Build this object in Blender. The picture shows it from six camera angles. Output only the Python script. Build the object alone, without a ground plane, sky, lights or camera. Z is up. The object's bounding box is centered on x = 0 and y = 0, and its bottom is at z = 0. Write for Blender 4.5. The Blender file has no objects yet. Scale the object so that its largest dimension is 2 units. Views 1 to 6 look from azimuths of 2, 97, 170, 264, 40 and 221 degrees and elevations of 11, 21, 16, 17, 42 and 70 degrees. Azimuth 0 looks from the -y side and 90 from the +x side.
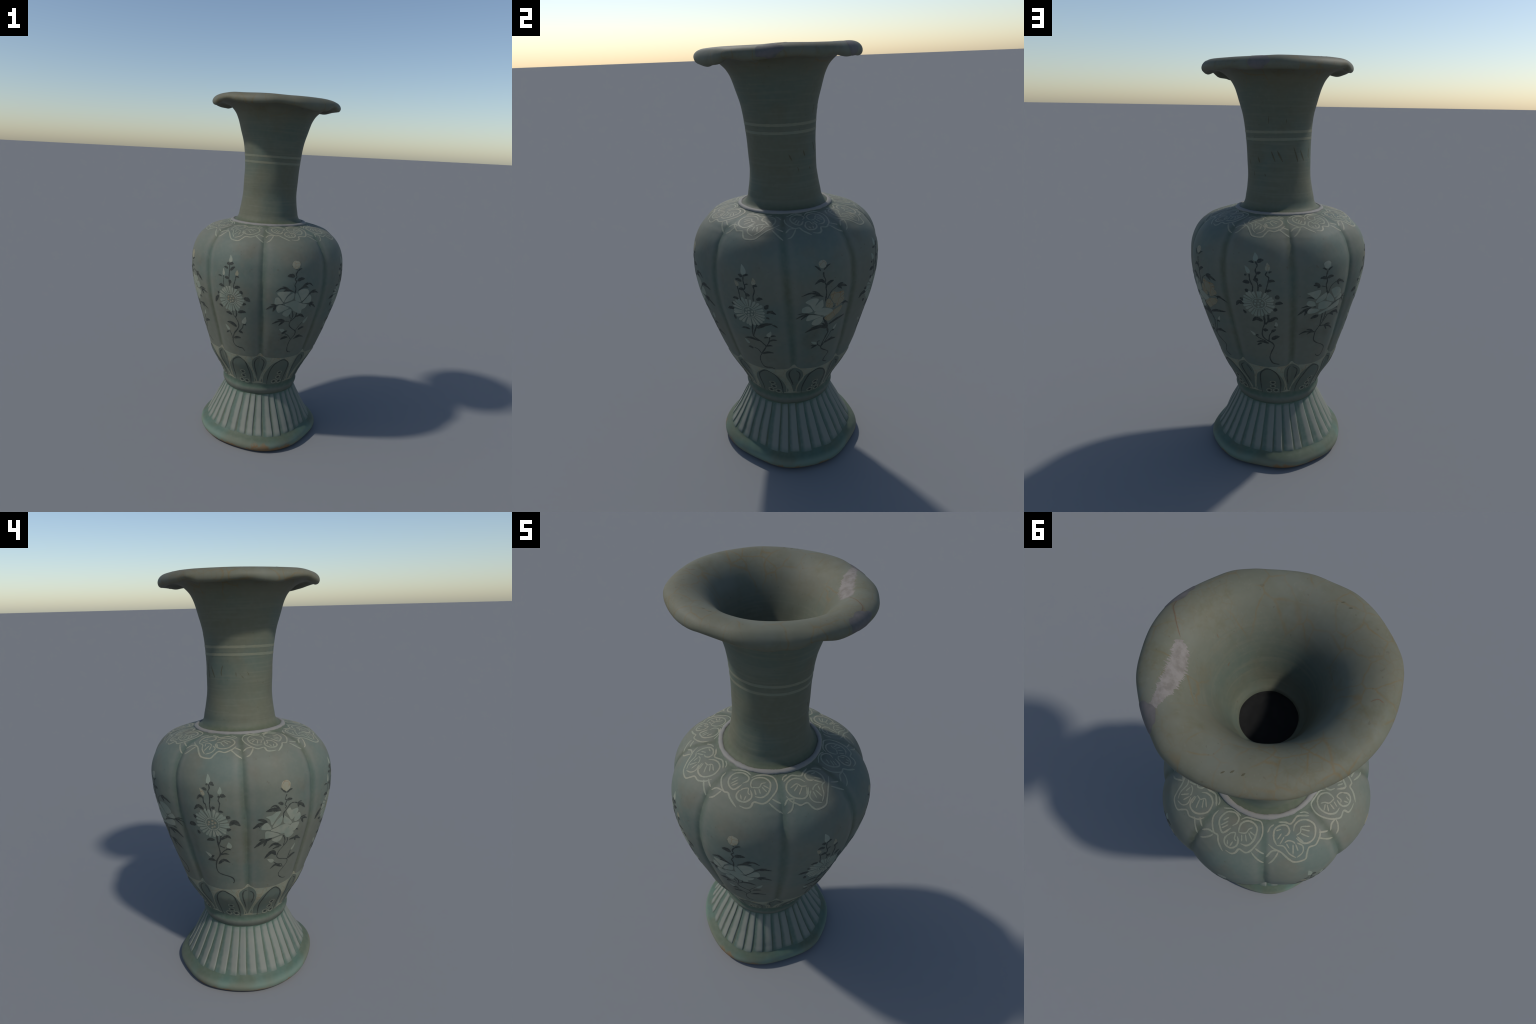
"""Celadon vase with a lobed (melon) body, inlaid flower sprays, lotus band,
fluted foot and a rolled trumpet mouth.  Everything is built on one
parametric surface  S(theta, s):  theta runs round the vase, s runs along a
profile curve from under the foot, up the outside, over the rim and down the
throat.  Inlay pieces are thin solids laid on that surface."""
import bpy, math
import numpy as np
from mathutils import Vector

rng = np.random.default_rng(7)

# ------------------------------------------------------------------ utilities
def pchip(xs, ys, x):
    """monotone cubic interpolation"""
    xs = np.asarray(xs, float); ys = np.asarray(ys, float)
    h = np.diff(xs); d = np.diff(ys) / h
    m = np.zeros_like(ys)
    for i in range(1, len(xs) - 1):
        if d[i - 1] * d[i] > 0:
            w1 = 2 * h[i] + h[i - 1]; w2 = h[i] + 2 * h[i - 1]
            m[i] = (w1 + w2) / (w1 / d[i - 1] + w2 / d[i])
    m[0] = d[0]; m[-1] = d[-1]
    x = np.clip(np.asarray(x, float), xs[0], xs[-1])
    i = np.clip(np.searchsorted(xs, x) - 1, 0, len(h) - 1)
    t = (x - xs[i]) / h[i]
    return ((1 + 2 * t) * (1 - t) ** 2 * ys[i] + t * (1 - t) ** 2 * h[i] * m[i]
            + t * t * (3 - 2 * t) * ys[i + 1] + t * t * (t - 1) * h[i] * m[i + 1])

def catmull(pts, step, closed=False):
    """Catmull-Rom curve (centripetal enough for our spacing) through pts"""
    P = np.asarray(pts, float)
    if len(P) == 2 and not closed:
        n = max(2, int(np.linalg.norm(P[1] - P[0]) / step) + 1)
        return P[0] + (P[1] - P[0]) * np.linspace(0, 1, n)[:, None]
    if closed:
        P = np.vstack([P[-1], P, P[0], P[1]])
    else:
        P = np.vstack([2 * P[0] - P[1], P, 2 * P[-1] - P[-2]])
    out = []
    for i in range(1, len(P) - 2):
        a, b, c, d = P[i - 1:i + 3]
        n = max(2, int(np.linalg.norm(c - b) / step) + 1)
        t = np.linspace(0, 1, n, endpoint=False)[:, None]
        out.append(0.5 * (2 * b + (c - a) * t + (2 * a - 5 * b + 4 * c - d) * t ** 2
                          + (3 * b - a - 3 * c + d) * t ** 3))
    out = np.vstack(out)
    if not closed:
        out = np.vstack([out, P[-2]])
    return out

# ------------------------------------------------------------ the vase profile
# (radius, height) of the outside from the ground to under the lip
OUTSIDE = [(0.0, .030), (.150, .030), (.272, .026), (.296, .006), (.312, .001), (.328, .001), (.342, .007),
    (.3515, .018), (.3550, .031), (.3530, .045), (.3455, .058), (.3360, .067), (.3255, .074), (.3175, .080),
    (.3105, .088), (.3035, .100), (.2960, .113), (.2855, .135), (.2675, .170), (.2530, .200), (.2270, .250),
    (.2130, .285), (.2115, .293), (.2140, .300), (.2195, .309), (.2240, .319), (.2255, .330), (.2240, .342),
    (.2240, .352), (.2290, .369), (.2412, .400), (.2663, .450), (.2932, .500), (.3196, .560),
    (.3424, .620), (.3696, .700), (.4008, .800), (.4291, .900), (.4475, 1.0), (.4507, 1.06),
    (.4489, 1.11), (.4394, 1.15), (.4217, 1.19), (.3990, 1.2205), (.3755, 1.2405), (.3475, 1.2592),
    (.2985, 1.2760), (.2650, 1.2842), (.2350, 1.2897), (.2225, 1.2950), (.2155, 1.3000), (.2090, 1.3020),
    (.2030, 1.3030), (.1960, 1.3055), (.1870, 1.3115), (.1790, 1.3220), (.1730, 1.3380), (.1695, 1.3600), (.1624, 1.4),
    (.1558, 1.46), (.1563, 1.53), (.1573, 1.60), (.1632, 1.68), (.1736, 1.75), (.1905, 1.81), (.1990, 1.84),
    (.2090, 1.87), (.2245, 1.90), (.2440, 1.922)]
# the rolled lip and the throat
LIP = [(.2640, 1.938), (.2900, 1.949), (.3120, 1.950), (.3300, 1.939), (.3450, 1.934), (.3560, 1.940), (.3605, 1.953),
    (.3560, 1.968), (.3430, 1.981), (.3230, 1.989), (.3000, 1.9905), (.2760, 1.9855), (.2510, 1.973),
    (.2265, 1.953), (.2025, 1.925), (.1805, 1.890), (.1595, 1.845), (.1430, 1.800), (.1300, 1.765),
    (.1210, 1.740), (.1150, 1.726), (.1060, 1.712), (.0985, 1.702), (.0950, 1.692)]
STEP = .006
prof_out = catmull(OUTSIDE, STEP)
prof_all = catmull(OUTSIDE + LIP, STEP)
seg = np.r_[0, np.cumsum(np.linalg.norm(np.diff(prof_all, axis=0), axis=1))]
LEN = seg[-1]
def prof(s):
    return np.interp(s, seg, prof_all[:, 0]), np.interp(s, seg, prof_all[:, 1])
i_wide = int(np.argmin(np.abs(prof_all[:len(prof_out), 1] - 1.06)))
# height -> s on the outside (above the foot ring); radius -> s on the shoulder
_o = np.where((np.arange(len(prof_all)) > 60) & (np.arange(len(prof_all)) < len(prof_out)))[0]
def s_of_z(z):
    zz = np.maximum.accumulate(np.where(np.arange(len(_o)) >= 0, prof_all[_o, 1], 0))
    return np.interp(z, zz + np.arange(len(zz)) * 1e-9, seg[_o])
_i_sh = np.arange(i_wide, len(prof_out))
_i_sh = _i_sh[prof_all[_i_sh, 0] > .2235]
_i_sh = _i_sh[prof_all[_i_sh, 1] < 1.32]
def s_of_shoulder_r(r):
    return np.interp(-np.asarray(r, float), -prof_all[_i_sh, 0], seg[_i_sh])
S_LIP0 = seg[np.argmin(np.abs(prof_all[:, 1] - 1.85) + 9 * (np.arange(len(prof_all)) > len(prof_out)))]
S_THROAT = LEN - .30

# the vase leans and is not quite centred: axis position against height
AX_Z = [0, .3, .45, .6, .9, 1.15, 1.35, 1.6, 1.92, 2.0]
AX_X = [-.0100, -.0122, -.0130, -.0045, .0009, -.0032, -.0102, -.0044, .0018, .002]
AX_Y = [.0080, .0015, .0045, .0015, -.0036, .0026, .0010, -.0077, -.0168, -.018]

# eight grooves: angle = A + B * (z - 0.9)
GROOVE_A = [5.97, 47.58, 91.28, 133.94, 177.27, 223.74, 268.82, 317.90]
GROOVE_B = [-8.94, -6.47, -9.18, -5.19, -2.63, -3.09, -2.64, 0.06]
def groove(k, z):
    return GROOVE_A[k % 8] + GROOVE_B[k % 8] * (np.clip(z, .55, 1.25) - .9) + 360 * (k // 8)
def lobe_x(deg, z):
    """0 in a groove, 1 on the middle of a lobe; and arc distance to groove in deg"""
    g = np.array([groove(k, z) for k in range(9)])
    d = (deg - g[0]) % 360 + g[0]
    x = np.zeros_like(d); a = np.full_like(d, 99.)
    for k in range(8):
        w = g[k + 1] - g[k]; u = (d - g[k]) / w
        m = (u >= 0) & (u < 1)
        x = np.where(m, 1 - np.abs(2 * u - 1), x)
        a = np.where(m, np.minimum(d - g[k], g[k + 1] - d), a)
    return x, a

# the foot ring is slightly out of round
FOOT_COS = {2: -.0024, 3: .0007, 4: .0073, 5: .0071, 6: -.0019, 7: .0008, 8: .0054}
FOOT_SIN = {2: -.0017, 3: .0125, 4: .0130, 5: .0000, 6: -.0018, 7: -.0053, 8: -.0004}
# the lip: radius, droop of the lower edge and height of the top round the mouth
LIP_DEG = [-172, -156, -143, -136, -128, -114, -99, -92, -77, -68, -55, -46, -39, -32, -21, -9, 4, 20, 33, 43, 57, 73, 85, 100, 115, 130, 140, 157, 173]
LIP_R = [.356, .357, .360, .365, .368, .366, .368, .369, .363, .365, .362, .361, .365, .366, .366, .369, .371, .370, .367, .365, .359, .358, .364, .359, .354, .351, .355, .350, .353]
DROOP_DEG = [-171, -160, -144, -134, -123, -108, -96, -89, -78, -65, -51, -46, -38, -28, -14, 2, 19, 33, 46, 59, 70, 82, 94, 112, 129, 138, 148, 159, 179]
DROOP_Z = [.006, 0, .015, .018, .006, -.002, -.001, .003, -.002, -.012, -.022, -.017, -.014, .006, -.006, .001, .004, -.002, .005, -.003, 0, .001, -.001, .006, .011, .019, .006, .006, .012]
TOP_DEG = [-163, -137, -117, -99, -74, -37, -8, 9, 33, 63, 82, 102, 131, 161]
TOP_Z = [.0055, .0050, -.0005, -.0025, -.0065, -.0045, -.0045, -.0005, -.0025, -.0005, .0035, .0035, .0070, .0070]
# the waist was squeezed unevenly when the foot was luted on
WAIST_DEG = [-160, -110, -60, -20, 28, 65, 95, 118, 141, 172]
WAIST_R = [.001, .000, .001, .001, .006, -.002, -.004, .000, .001, .000]
def periodic(deg, dd, vv):
    dd = np.asarray(dd, float); vv = np.asarray(vv, float); o = np.argsort(dd); dd, vv = dd[o], vv[o]
    d3 = np.r_[dd[-3:] - 360, dd, dd[:3] + 360]; v3 = np.r_[vv[-3:], vv, vv[:3]]
    return pchip(d3, v3, (np.asarray(deg, float) + 180) % 360 - 180)
_T = np.arange(0, 361, 1.0)
TAB_R, TAB_D, TAB_T = periodic(_T, LIP_DEG, LIP_R), periodic(_T, DROOP_DEG, DROOP_Z), periodic(_T, TOP_DEG, TOP_Z)
TAB_R = TAB_R - .0065 * np.cos(np.radians(_T + 30)) - .0045 * np.clip(np.cos(np.radians(_T + 10)), 0, 1)
TAB_W = periodic(_T, WAIST_DEG, WAIST_R); TAB_W[-1] = TAB_W[0]
TAB_R[-1], TAB_D[-1], TAB_T[-1] = TAB_R[0], TAB_D[0], TAB_T[0]

def wobble(th, s):
    """soft hand-made unevenness, periodic in theta"""
    return (.0011 * np.sin(3 * th + 2.1 * np.sin(5 * s)) * np.sin(7.3 * s + 1) +
            .0008 * np.sin(5 * th + 9 * s) * np.cos(11 * s) + .0005 * np.sin(9 * th - 17 * s + 1.3))

def surf(th, s):
    th = np.asarray(th, float); s = np.asarray(s, float)
    th, s = np.broadcast_arrays(th, s)
    r, z = prof(s)
    deg = np.degrees(th) % 360
    # lobes of the body
    x, arc = lobe_x(deg, z)
    fade = np.interp(z, [.33, .50, .80, 1.05, 1.22, 1.285], [0, .8, 1, 1, 1, .15])
    fade = np.where(z > 1.2875, np.interp(z, [1.2875, 1.296], [.15, 0]), fade)
    on_body = (z > .33) & (z < 1.297) & (s < S_LIP0)
    groove_d = .0470 * (1 - x) ** 2 * r + .0012 * np.exp(-(np.radians(arc) * r / .012) ** 2)
    r = r - np.where(on_body, fade * groove_d, 0)
    r = r + np.where(z < .7, np.interp(deg, _T, TAB_W) * np.interp(z, [.31, .38, .48, .60], [0, 1, 1, 0])
                     + (.5 + .5 * np.cos(th - 3.05)) * np.interp(z, [.335, .375, .42, .50, .61], [0, -.005, -.003, .0045, 0]), 0)
    # foot ring
    w = np.clip((.17 - z) / .08, 0, 1) * np.clip(r / .2, 0, 1) * (s < 2.0)
    wave = sum(FOOT_COS[k] * np.cos(k * th) + FOOT_SIN[k] * np.sin(k * th) for k in FOOT_COS)
    r = r * (1 + w * wave)
    # lip
    lip = np.clip((s - S_LIP0) / .10, 0, 1) * np.clip((LEN - .10 - s) / .20, 0, 1)
    lip = lip * lip * (3 - 2 * lip)
    big = np.clip((r - .22) / .13, 0, 1)
    r = r + lip * big * (np.interp(deg, _T, TAB_R) - .3605)
    low = np.clip((1.985 - z) / .05, 0, 1) * np.clip((r - .27) / .06, 0, 1)
    high = 1 - low
    z = z + lip * (low * np.interp(deg, _T, TAB_D) + high * np.interp(deg, _T, TAB_T))
    # hand-made wobble
    r = r + wobble(th, s) * np.clip(r / .15, 0, 1)
    ax = pchip(AX_Z, AX_X, z); ay = pchip(AX_Z, AX_Y, z)
    return np.stack([ax + r * np.cos(th), ay + r * np.sin(th), z], -1)

def surf_n(th, s):
    e = 1e-3; es = 2.5e-3
    a = surf(th + e, s) - surf(th - e, s)
    b = surf(th, np.minimum(s + es, LEN)) - surf(th, np.maximum(s - es, 0))
    n = np.cross(a, b)
    return n / np.maximum(np.linalg.norm(n, axis=-1, keepdims=True), 1e-12)

# ------------------------------------------------------------------- scene tree
vase = bpy.data.objects.new("celadon_vase", None)
bpy.context.scene.collection.objects.link(vase)
vase["label"] = "lobed grey-green celadon vase with inlaid flower sprays"
vase["category"] = "vase"

def add_object(name, verts, faces, mat, parent=vase, normals=None, kind=None):
    me = bpy.data.meshes.new(name)
    me.from_pydata([tuple(v) for v in np.asarray(verts)], [], [tuple(int(i) for i in f) for f in faces])
    me.materials.append(mat)
    me.polygons.foreach_set("use_smooth", [True] * len(me.polygons))
    me.update()
    if normals is not None:
        me.normals_split_custom_set_from_vertices([tuple(n) for n in normals])
    ob = bpy.data.objects.new(name, me)
    bpy.context.scene.collection.objects.link(ob)
    ob.parent = parent
    if kind:
        ob["kind"] = kind
    return ob

class Pieces:
    """collects several small solids into one mesh"""
    def __init__(self):
        self.v, self.f, self.n = [], [], 0
    def add(self, vf):
        v, f = vf
        self.v.append(v); self.f += [tuple(i + self.n for i in q) for q in f]; self.n += len(v)
        return self
    def make(self, name, mat, parent=vase, kind=None):
        v = np.vstack(self.v)
        return add_object(name, v[:, :3], self.f, mat, parent, normals=v[:, 3:] if v.shape[1] == 6 else None, kind=kind)

# ------------------------------------------------ inlay solids laid on the surface
def lay(th, s, h):
    return surf(th, s) + surf_n(th, s) * np.asarray(h)[..., None]

def lay_n(th, s, h):
    """position and the normal of the glaze, so that inlay lies flush in its shading"""
    n = surf_n(th, s)
    return np.concatenate([surf(th, s) + n * np.asarray(h)[..., None], n], -1)

def ribbon(path, width, h=.0010, taper=.15, shape=None, step=.005, sink=.0010, rough=0.0):
    """strip along a path of (theta rad, s); width in metres; shape(t) scales it"""
    P = np.asarray(path, float)
    r0 = np.mean(prof(P[:, 1])[0])
    q = np.stack([P[:, 0] * r0, P[:, 1]], 1)
    q = catmull(q, step)
    d = np.gradient(q, axis=0); d /= np.maximum(np.linalg.norm(d, axis=1, keepdims=True), 1e-9)
    nrm = np.stack([-d[:, 1], d[:, 0]], 1)
    t = np.r_[0, np.cumsum(np.linalg.norm(np.diff(q, axis=0), axis=1))]; t = t / max(t[-1], 1e-9)
    if shape is None:
        w = np.minimum(1, np.minimum(t, 1 - t) / max(taper, 1e-6) + .35)
    else:
        w = shape(t)
    w = w * width / 2
    if rough:
        w = w * (1 + rough * rng.uniform(-1, 1, len(w)))
    prof_u = np.array([-1, -.82, -.4, 0, .4, .82, 1.]); prof_h = np.array([-sink, h * .8, h, h * 1.1, h, h * .8, -sink])
    U = q[:, None, :] + nrm[:, None, :] * (w[:, None] * prof_u)[..., None]
    H = np.broadcast_to(prof_h, U.shape[:2]).copy()
    H[0] = np.minimum(H[0], h * .3); H[-1] = np.minimum(H[-1], h * .3)
    V = lay_n(U[..., 0] / r0, U[..., 1], H)
    n, m = V.shape[:2]
    F = [(i * m + j, i * m + j + 1, (i + 1) * m + j + 1, (i + 1) * m + j) for i in range(n - 1) for j in range(m - 1)]
    F = [f[::-1] for f in F]
    return V.reshape(-1, 6), F

def patch(outline, h=.0010, smooth=True, rings=5, dome=.25, sink=.0010, step=.004):
    """filled closed outline of (theta, s), star shaped about its centre"""
    P = np.asarray(outline, float)
    r0 = np.mean(prof(P[:, 1])[0])
    q = np.stack([P[:, 0] * r0, P[:, 1]], 1)
    area2 = np.sum(q[:, 0] * np.roll(q[:, 1], -1) - np.roll(q[:, 0], -1) * q[:, 1])
    if area2 < 0:
        q = q[::-1]
    q = catmull(q, step, closed=True) if smooth else q
    c = q.mean(0)
    fr = list(np.linspace(1, 0.12, rings))
    V, hs = [], []
    for k, f in enumerate([1.0] + [.97 * x for x in fr]):
        V.append(c + (q - c) * f)
        hs.append(np.full(len(q), -sink if k == 0 else h * (1 + dome * (1 - f * f))))
    V.append(c[None]); hs.append(np.array([h * (1 + dome)]))
    U = np.vstack(V); H = np.concatenate(hs)
    n = len(q); K = len(V) - 1
    F = []
    for k in range(K - 1):
        for i in range(n):
            j = (i + 1) % n
            F.append((k * n + i, k * n + j, (k + 1) * n + j, (k + 1) * n + i))
    for i in range(n):
        F.append(((K - 1) * n + i, (K - 1) * n + (i + 1) % n, K * n))
    return lay_n(U[:, 0] / r0, U[:, 1], H), F

def circle_path(th, s, rad, n=20, squash=1.0):
    r0 = float(prof(s)[0]); a = np.linspace(0, 2 * np.pi, n, endpoint=False)
    return [(th + rad * math.cos(x) / r0, s + rad * squash * math.sin(x)) for x in a]

# -------------------------------------------------------------------- materials
class Nodes:
    """tiny helper to write node trees as expressions"""
    def __init__(self, name, rough=.62, spec=.22):
        self.mat = bpy.data.materials.new(name); self.mat.use_nodes = True
        self.t = self.mat.node_tree; self.t.nodes.clear()
        self.out = self.t.nodes.new("ShaderNodeOutputMaterial")
        self.bsdf = self.t.nodes.new("ShaderNodeBsdfPrincipled")
        self.t.links.new(self.bsdf.outputs[0], self.out.inputs[0])
        self.bsdf.inputs["Roughness"].default_value = rough
        self.bsdf.inputs["Specular IOR Level"].default_value = spec
        self.co = self.t.nodes.new("ShaderNodeTexCoord").outputs["Object"]
        sep = self.t.nodes.new("ShaderNodeSeparateXYZ"); self.t.links.new(self.co, sep.inputs[0])
        self.x, self.y, self.z = sep.outputs
    def put(self, sock, val):
        if hasattr(val, "is_linked"):
            self.t.links.new(val, sock)
        elif isinstance(val, (tuple, list)) and len(val) == 3 and sock.type == "RGBA":
            sock.default_value = (*val, 1)
        else:
            sock.default_value = val
    def math(self, op, a, b=None, c=None, clamp=False):
        n = self.t.nodes.new("ShaderNodeMath"); n.operation = op; n.use_clamp = clamp
        for i, v in enumerate((a, b, c)):
            if v is not None:
                self.put(n.inputs[i], v)
        return n.outputs[0]
    def ramp(self, v, lo, hi):
        n = self.t.nodes.new("ShaderNodeMapRange"); n.interpolation_type = "SMOOTHSTEP"; n.clamp = True
        self.put(n.inputs[0], v)
        a, b, p, q = (lo, hi, 0., 1.) if lo < hi else (hi, lo, 1., 0.)
        n.inputs[1].default_value = a; n.inputs[2].default_value = b; n.inputs[3].default_value = p; n.inputs[4].default_value = q
        return n.outputs[0]
    def noise(self, scale, detail=3, rough=.55, stretch=(1, 1, 1), seed=0.0, distort=0.0):
        m = self.t.nodes.new("ShaderNodeMapping"); self.t.links.new(self.co, m.inputs[0])
        m.inputs["Scale"].default_value = stretch; m.inputs["Location"].default_value = (seed, seed * .7, -seed)
        n = self.t.nodes.new("ShaderNodeTexNoise"); self.t.links.new(m.outputs[0], n.inputs[0])
        n.inputs["Scale"].default_value = scale; n.inputs["Detail"].default_value = detail
        n.inputs["Roughness"].default_value = rough; n.inputs["Distortion"].default_value = distort
        return n.outputs[0]
    def cracks(self, scale, width, stretch=(1, 1, 1), seed=0.0):
        w = self.t.nodes.new("ShaderNodeTexNoise"); self.t.links.new(self.co, w.inputs[0]); w.inputs["Scale"].default_value = scale * 1.3
        ad = self.t.nodes.new("ShaderNodeVectorMath"); ad.operation = "MULTIPLY_ADD"
        self.t.links.new(w.outputs["Color"], ad.inputs[0]); ad.inputs[1].default_value = (.35 / scale,) * 3; self.t.links.new(self.co, ad.inputs[2])
        m = self.t.nodes.new("ShaderNodeMapping"); self.t.links.new(ad.outputs[0], m.inputs[0])
        m.inputs["Scale"].default_value = stretch; m.inputs["Location"].default_value = (seed, seed, seed)
        v = self.t.nodes.new("ShaderNodeTexVoronoi"); v.feature = "DISTANCE_TO_EDGE"; self.t.links.new(m.outputs[0], v.inputs["Vector"])
        v.inputs["Scale"].default_value = scale
        return self.ramp(v.outputs["Distance"], width, 0.0)
    def mix(self, f, a, b, mode="MIX"):
        n = self.t.nodes.new("ShaderNodeMix"); n.data_type = "RGBA"; n.blend_type = mode
        self.put(n.inputs[0], f); self.put(n.inputs[6], a); self.put(n.inputs[7], b)
        return n.outputs[2]
    def mul(self, *v):
        r = v[0]
        for q in v[1:]:
            r = self.math("MULTIPLY", r, q)
        return r
    def azimuth(self, cx=0.0, cy=0.0):
        """angle round the axis in degrees, -180..180"""
        a = self.math("ARCTAN2", self.math("SUBTRACT", self.y, cy), self.math("SUBTRACT", self.x, cx))
        return self.math("MULTIPLY", a, 180 / math.pi)
    def finish(self, color, bump=None, strength=.15, dist=.002, rough=None):
        self.put(self.bsdf.inputs["Base Color"], color)
        if rough is not None:
            self.put(self.bsdf.inputs["Roughness"], rough)
        if bump is not None:
            b = self.t.nodes.new("ShaderNodeBump"); b.inputs["Strength"].default_value = strength
            b.inputs["Distance"].default_value = dist; self.put(b.inputs["Height"], bump)
            self.t.links.new(b.outputs[0], self.bsdf.inputs["Normal"])
        return self.mat

GREY = (.131, .139, .108)      # celadon where the glaze is thin
OLIVE = (.112, .110, .072)     # oxidised, yellowish glaze
TEAL = (.080, .115, .092)      # glaze pooled thick
SLIP = (.245, .255, .198)      # white inlay under glaze
WARM = (.240, .232, .168)      # stained white inlay
INK = (.036, .040, .036)       # black inlay
CREAM = (.232, .232, .168)     # lotus band ground
RUST = (.200, .105, .042)

def body_material():
    N = Nodes("celadon_body_glaze")
    big = N.noise(3.2, 2, seed=3.1); fine = N.noise(42, 5, .65, seed=1.0); mid = N.noise(9, 3, seed=8.0)
    col = N.mix(N.ramp(big, .42, .66), GREY, (.106, .133, .111))
    col = N.mix(N.mul(N.ramp(mid, .52, .75), .5), col, (.132, .120, .086))
    brown = N.mul(N.ramp(N.noise(4.5, 3, .6, seed=14.0), .56, .74), N.ramp(N.z, 1.0, .72))
    col = N.mix(N.mul(brown, .5), col, (.085, .080, .054))
    # glaze pools in the eight grooves: narrow, greener and deeper
    cx = -.002; cy = 0.0
    az = N.azimuth(cx, cy)
    zc = N.math("SUBTRACT", N.math("MINIMUM", N.math("MAXIMUM", N.z, .55), 1.25), .9)
    best = None
    for a, b in zip(GROOVE_A, GROOVE_B):
        g = N.math("MULTIPLY_ADD", zc, b, a)
        d = N.math("ABSOLUTE", N.math("WRAP", N.math("SUBTRACT", az, g), 180.0, -180.0))
        best = d if best is None else N.math("MINIMUM", best, d)
    inb = N.mul(N.ramp(N.z, .50, .60), N.ramp(N.z, 1.297, 1.285))
    gm = N.mul(N.ramp(N.math("ADD", best, N.math("MULTIPLY", N.math("SUBTRACT", mid, .5), 1.2)), 3.7, .3), inb)
    col = N.mix(N.mul(gm, .64), col, N.mix(N.ramp(big, .4, .6), (.072, .082, .050), (.064, .096, .074)))
    edge = N.mul(N.ramp(best, 8.0, 4.4), N.ramp(best, 2.6, 4.4), inb)
    col = N.mix(N.mul(edge, .25), col, (.165, .162, .135))
    # green pool round the neck ring and at the waist
    rr = N.math("SQRT", N.math("ADD", N.math("POWER", N.math("ADD", N.x, .006), 2.0), N.math("POWER", N.y, 2.0)))
    pool = N.mul(N.ramp(rr, .262, .226), N.ramp(N.z, 1.25, 1.28))
    col = N.mix(N.mul(pool, .8), col, (.078, .098, .066))
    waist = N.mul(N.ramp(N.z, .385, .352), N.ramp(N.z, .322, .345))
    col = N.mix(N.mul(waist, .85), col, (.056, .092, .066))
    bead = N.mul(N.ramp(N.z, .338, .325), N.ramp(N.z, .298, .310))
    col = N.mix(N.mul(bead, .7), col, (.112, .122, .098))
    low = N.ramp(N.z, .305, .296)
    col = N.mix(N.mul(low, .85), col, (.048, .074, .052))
    # little brown iron specks
    sp = N.ramp(N.noise(70, 1, seed=5.0), .735, .76)
    col = N.mix(N.mul(sp, .35), col, (.09, .065, .04))
    col = N.mix(N.mul(N.ramp(fine, .35, .75), .22), col, (.185, .182, .148))
    return N.finish(col, fine, .08, .002)

def neck_material():
    N = Nodes("celadon_neck_glaze")
    big = N.noise(3.0, 2, seed=6.0); fine = N.noise(46, 5, .65, seed=2.0); mid = N.noise(8, 3, seed=1.7)
    rings = N.noise(16, 2, .5, stretch=(.25, .25, 6.0), seed=2.2)
    col = N.mix(N.ramp(big, .4, .62), (.113, .116, .080), (.094, .117, .092))
    col = N.mix(N.mul(N.ramp(rings, .48, .68), .42), col, (.140, .142, .104))
    col = N.mix(N.mul(N.ramp(mid, .52, .75), .4), col, (.104, .094, .058))
    top = N.ramp(N.z, 1.80, 1.97)
    col = N.mix(N.mul(top, .7), col, (.138, .131, .090))
    # crackle lines on the mouth
    cr = N.mul(N.cracks(13, .050, stretch=(1, 1, .5)), N.ramp(N.z, 1.84, 1.94), N.ramp(N.noise(6, 2, seed=9.0), .36, .58))
    col = N.mix(N.mul(cr, .70), col, (.150, .106, .046))
    cr2 = N.mul(N.cracks(31, .055, stretch=(1, 1, .6), seed=3.0), N.ramp(N.z, 1.86, 1.95), N.ramp(N.noise(9, 2, seed=1.5), .45, .6))
    col = N.mix(N.mul(cr2, .42), col, (.135, .105, .056))
    dirt = N.mul(N.ramp(N.noise(11, 4, .7, seed=4.4), .50, .72), top)
    col = N.mix(N.mul(dirt, .55), col, (.108, .098, .052))
    pale = N.mul(N.ramp(N.noise(5, 3, .6, seed=12.0), .5, .68), top)
    col = N.mix(N.mul(pale, .4), col, (.150, .158, .128))
    scr = N.mul(N.ramp(N.noise(38, 3, .7, stretch=(1, 1, 1), seed=21.0, distort=2.5), .60, .68), N.ramp(N.z, 1.72, 1.80))
    col = N.mix(N.mul(scr, .16), col, (.19, .185, .145))
    # pooled green at the root of the neck
    pool = N.ramp(N.z, 1.335, 1.306)
    col = N.mix(N.mul(pool, .75), col, (.066, .080, .046))
    sp = N.ramp(N.noise(66, 1, seed=3.0), .735, .76)
    col = N.mix(N.mul(sp, .3), col, (.075, .058, .034))
    col = N.mix(N.mul(N.ramp(fine, .35, .75), .20), col, (.165, .160, .118))
    return N.finish(col, fine, .08, .002)

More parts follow.
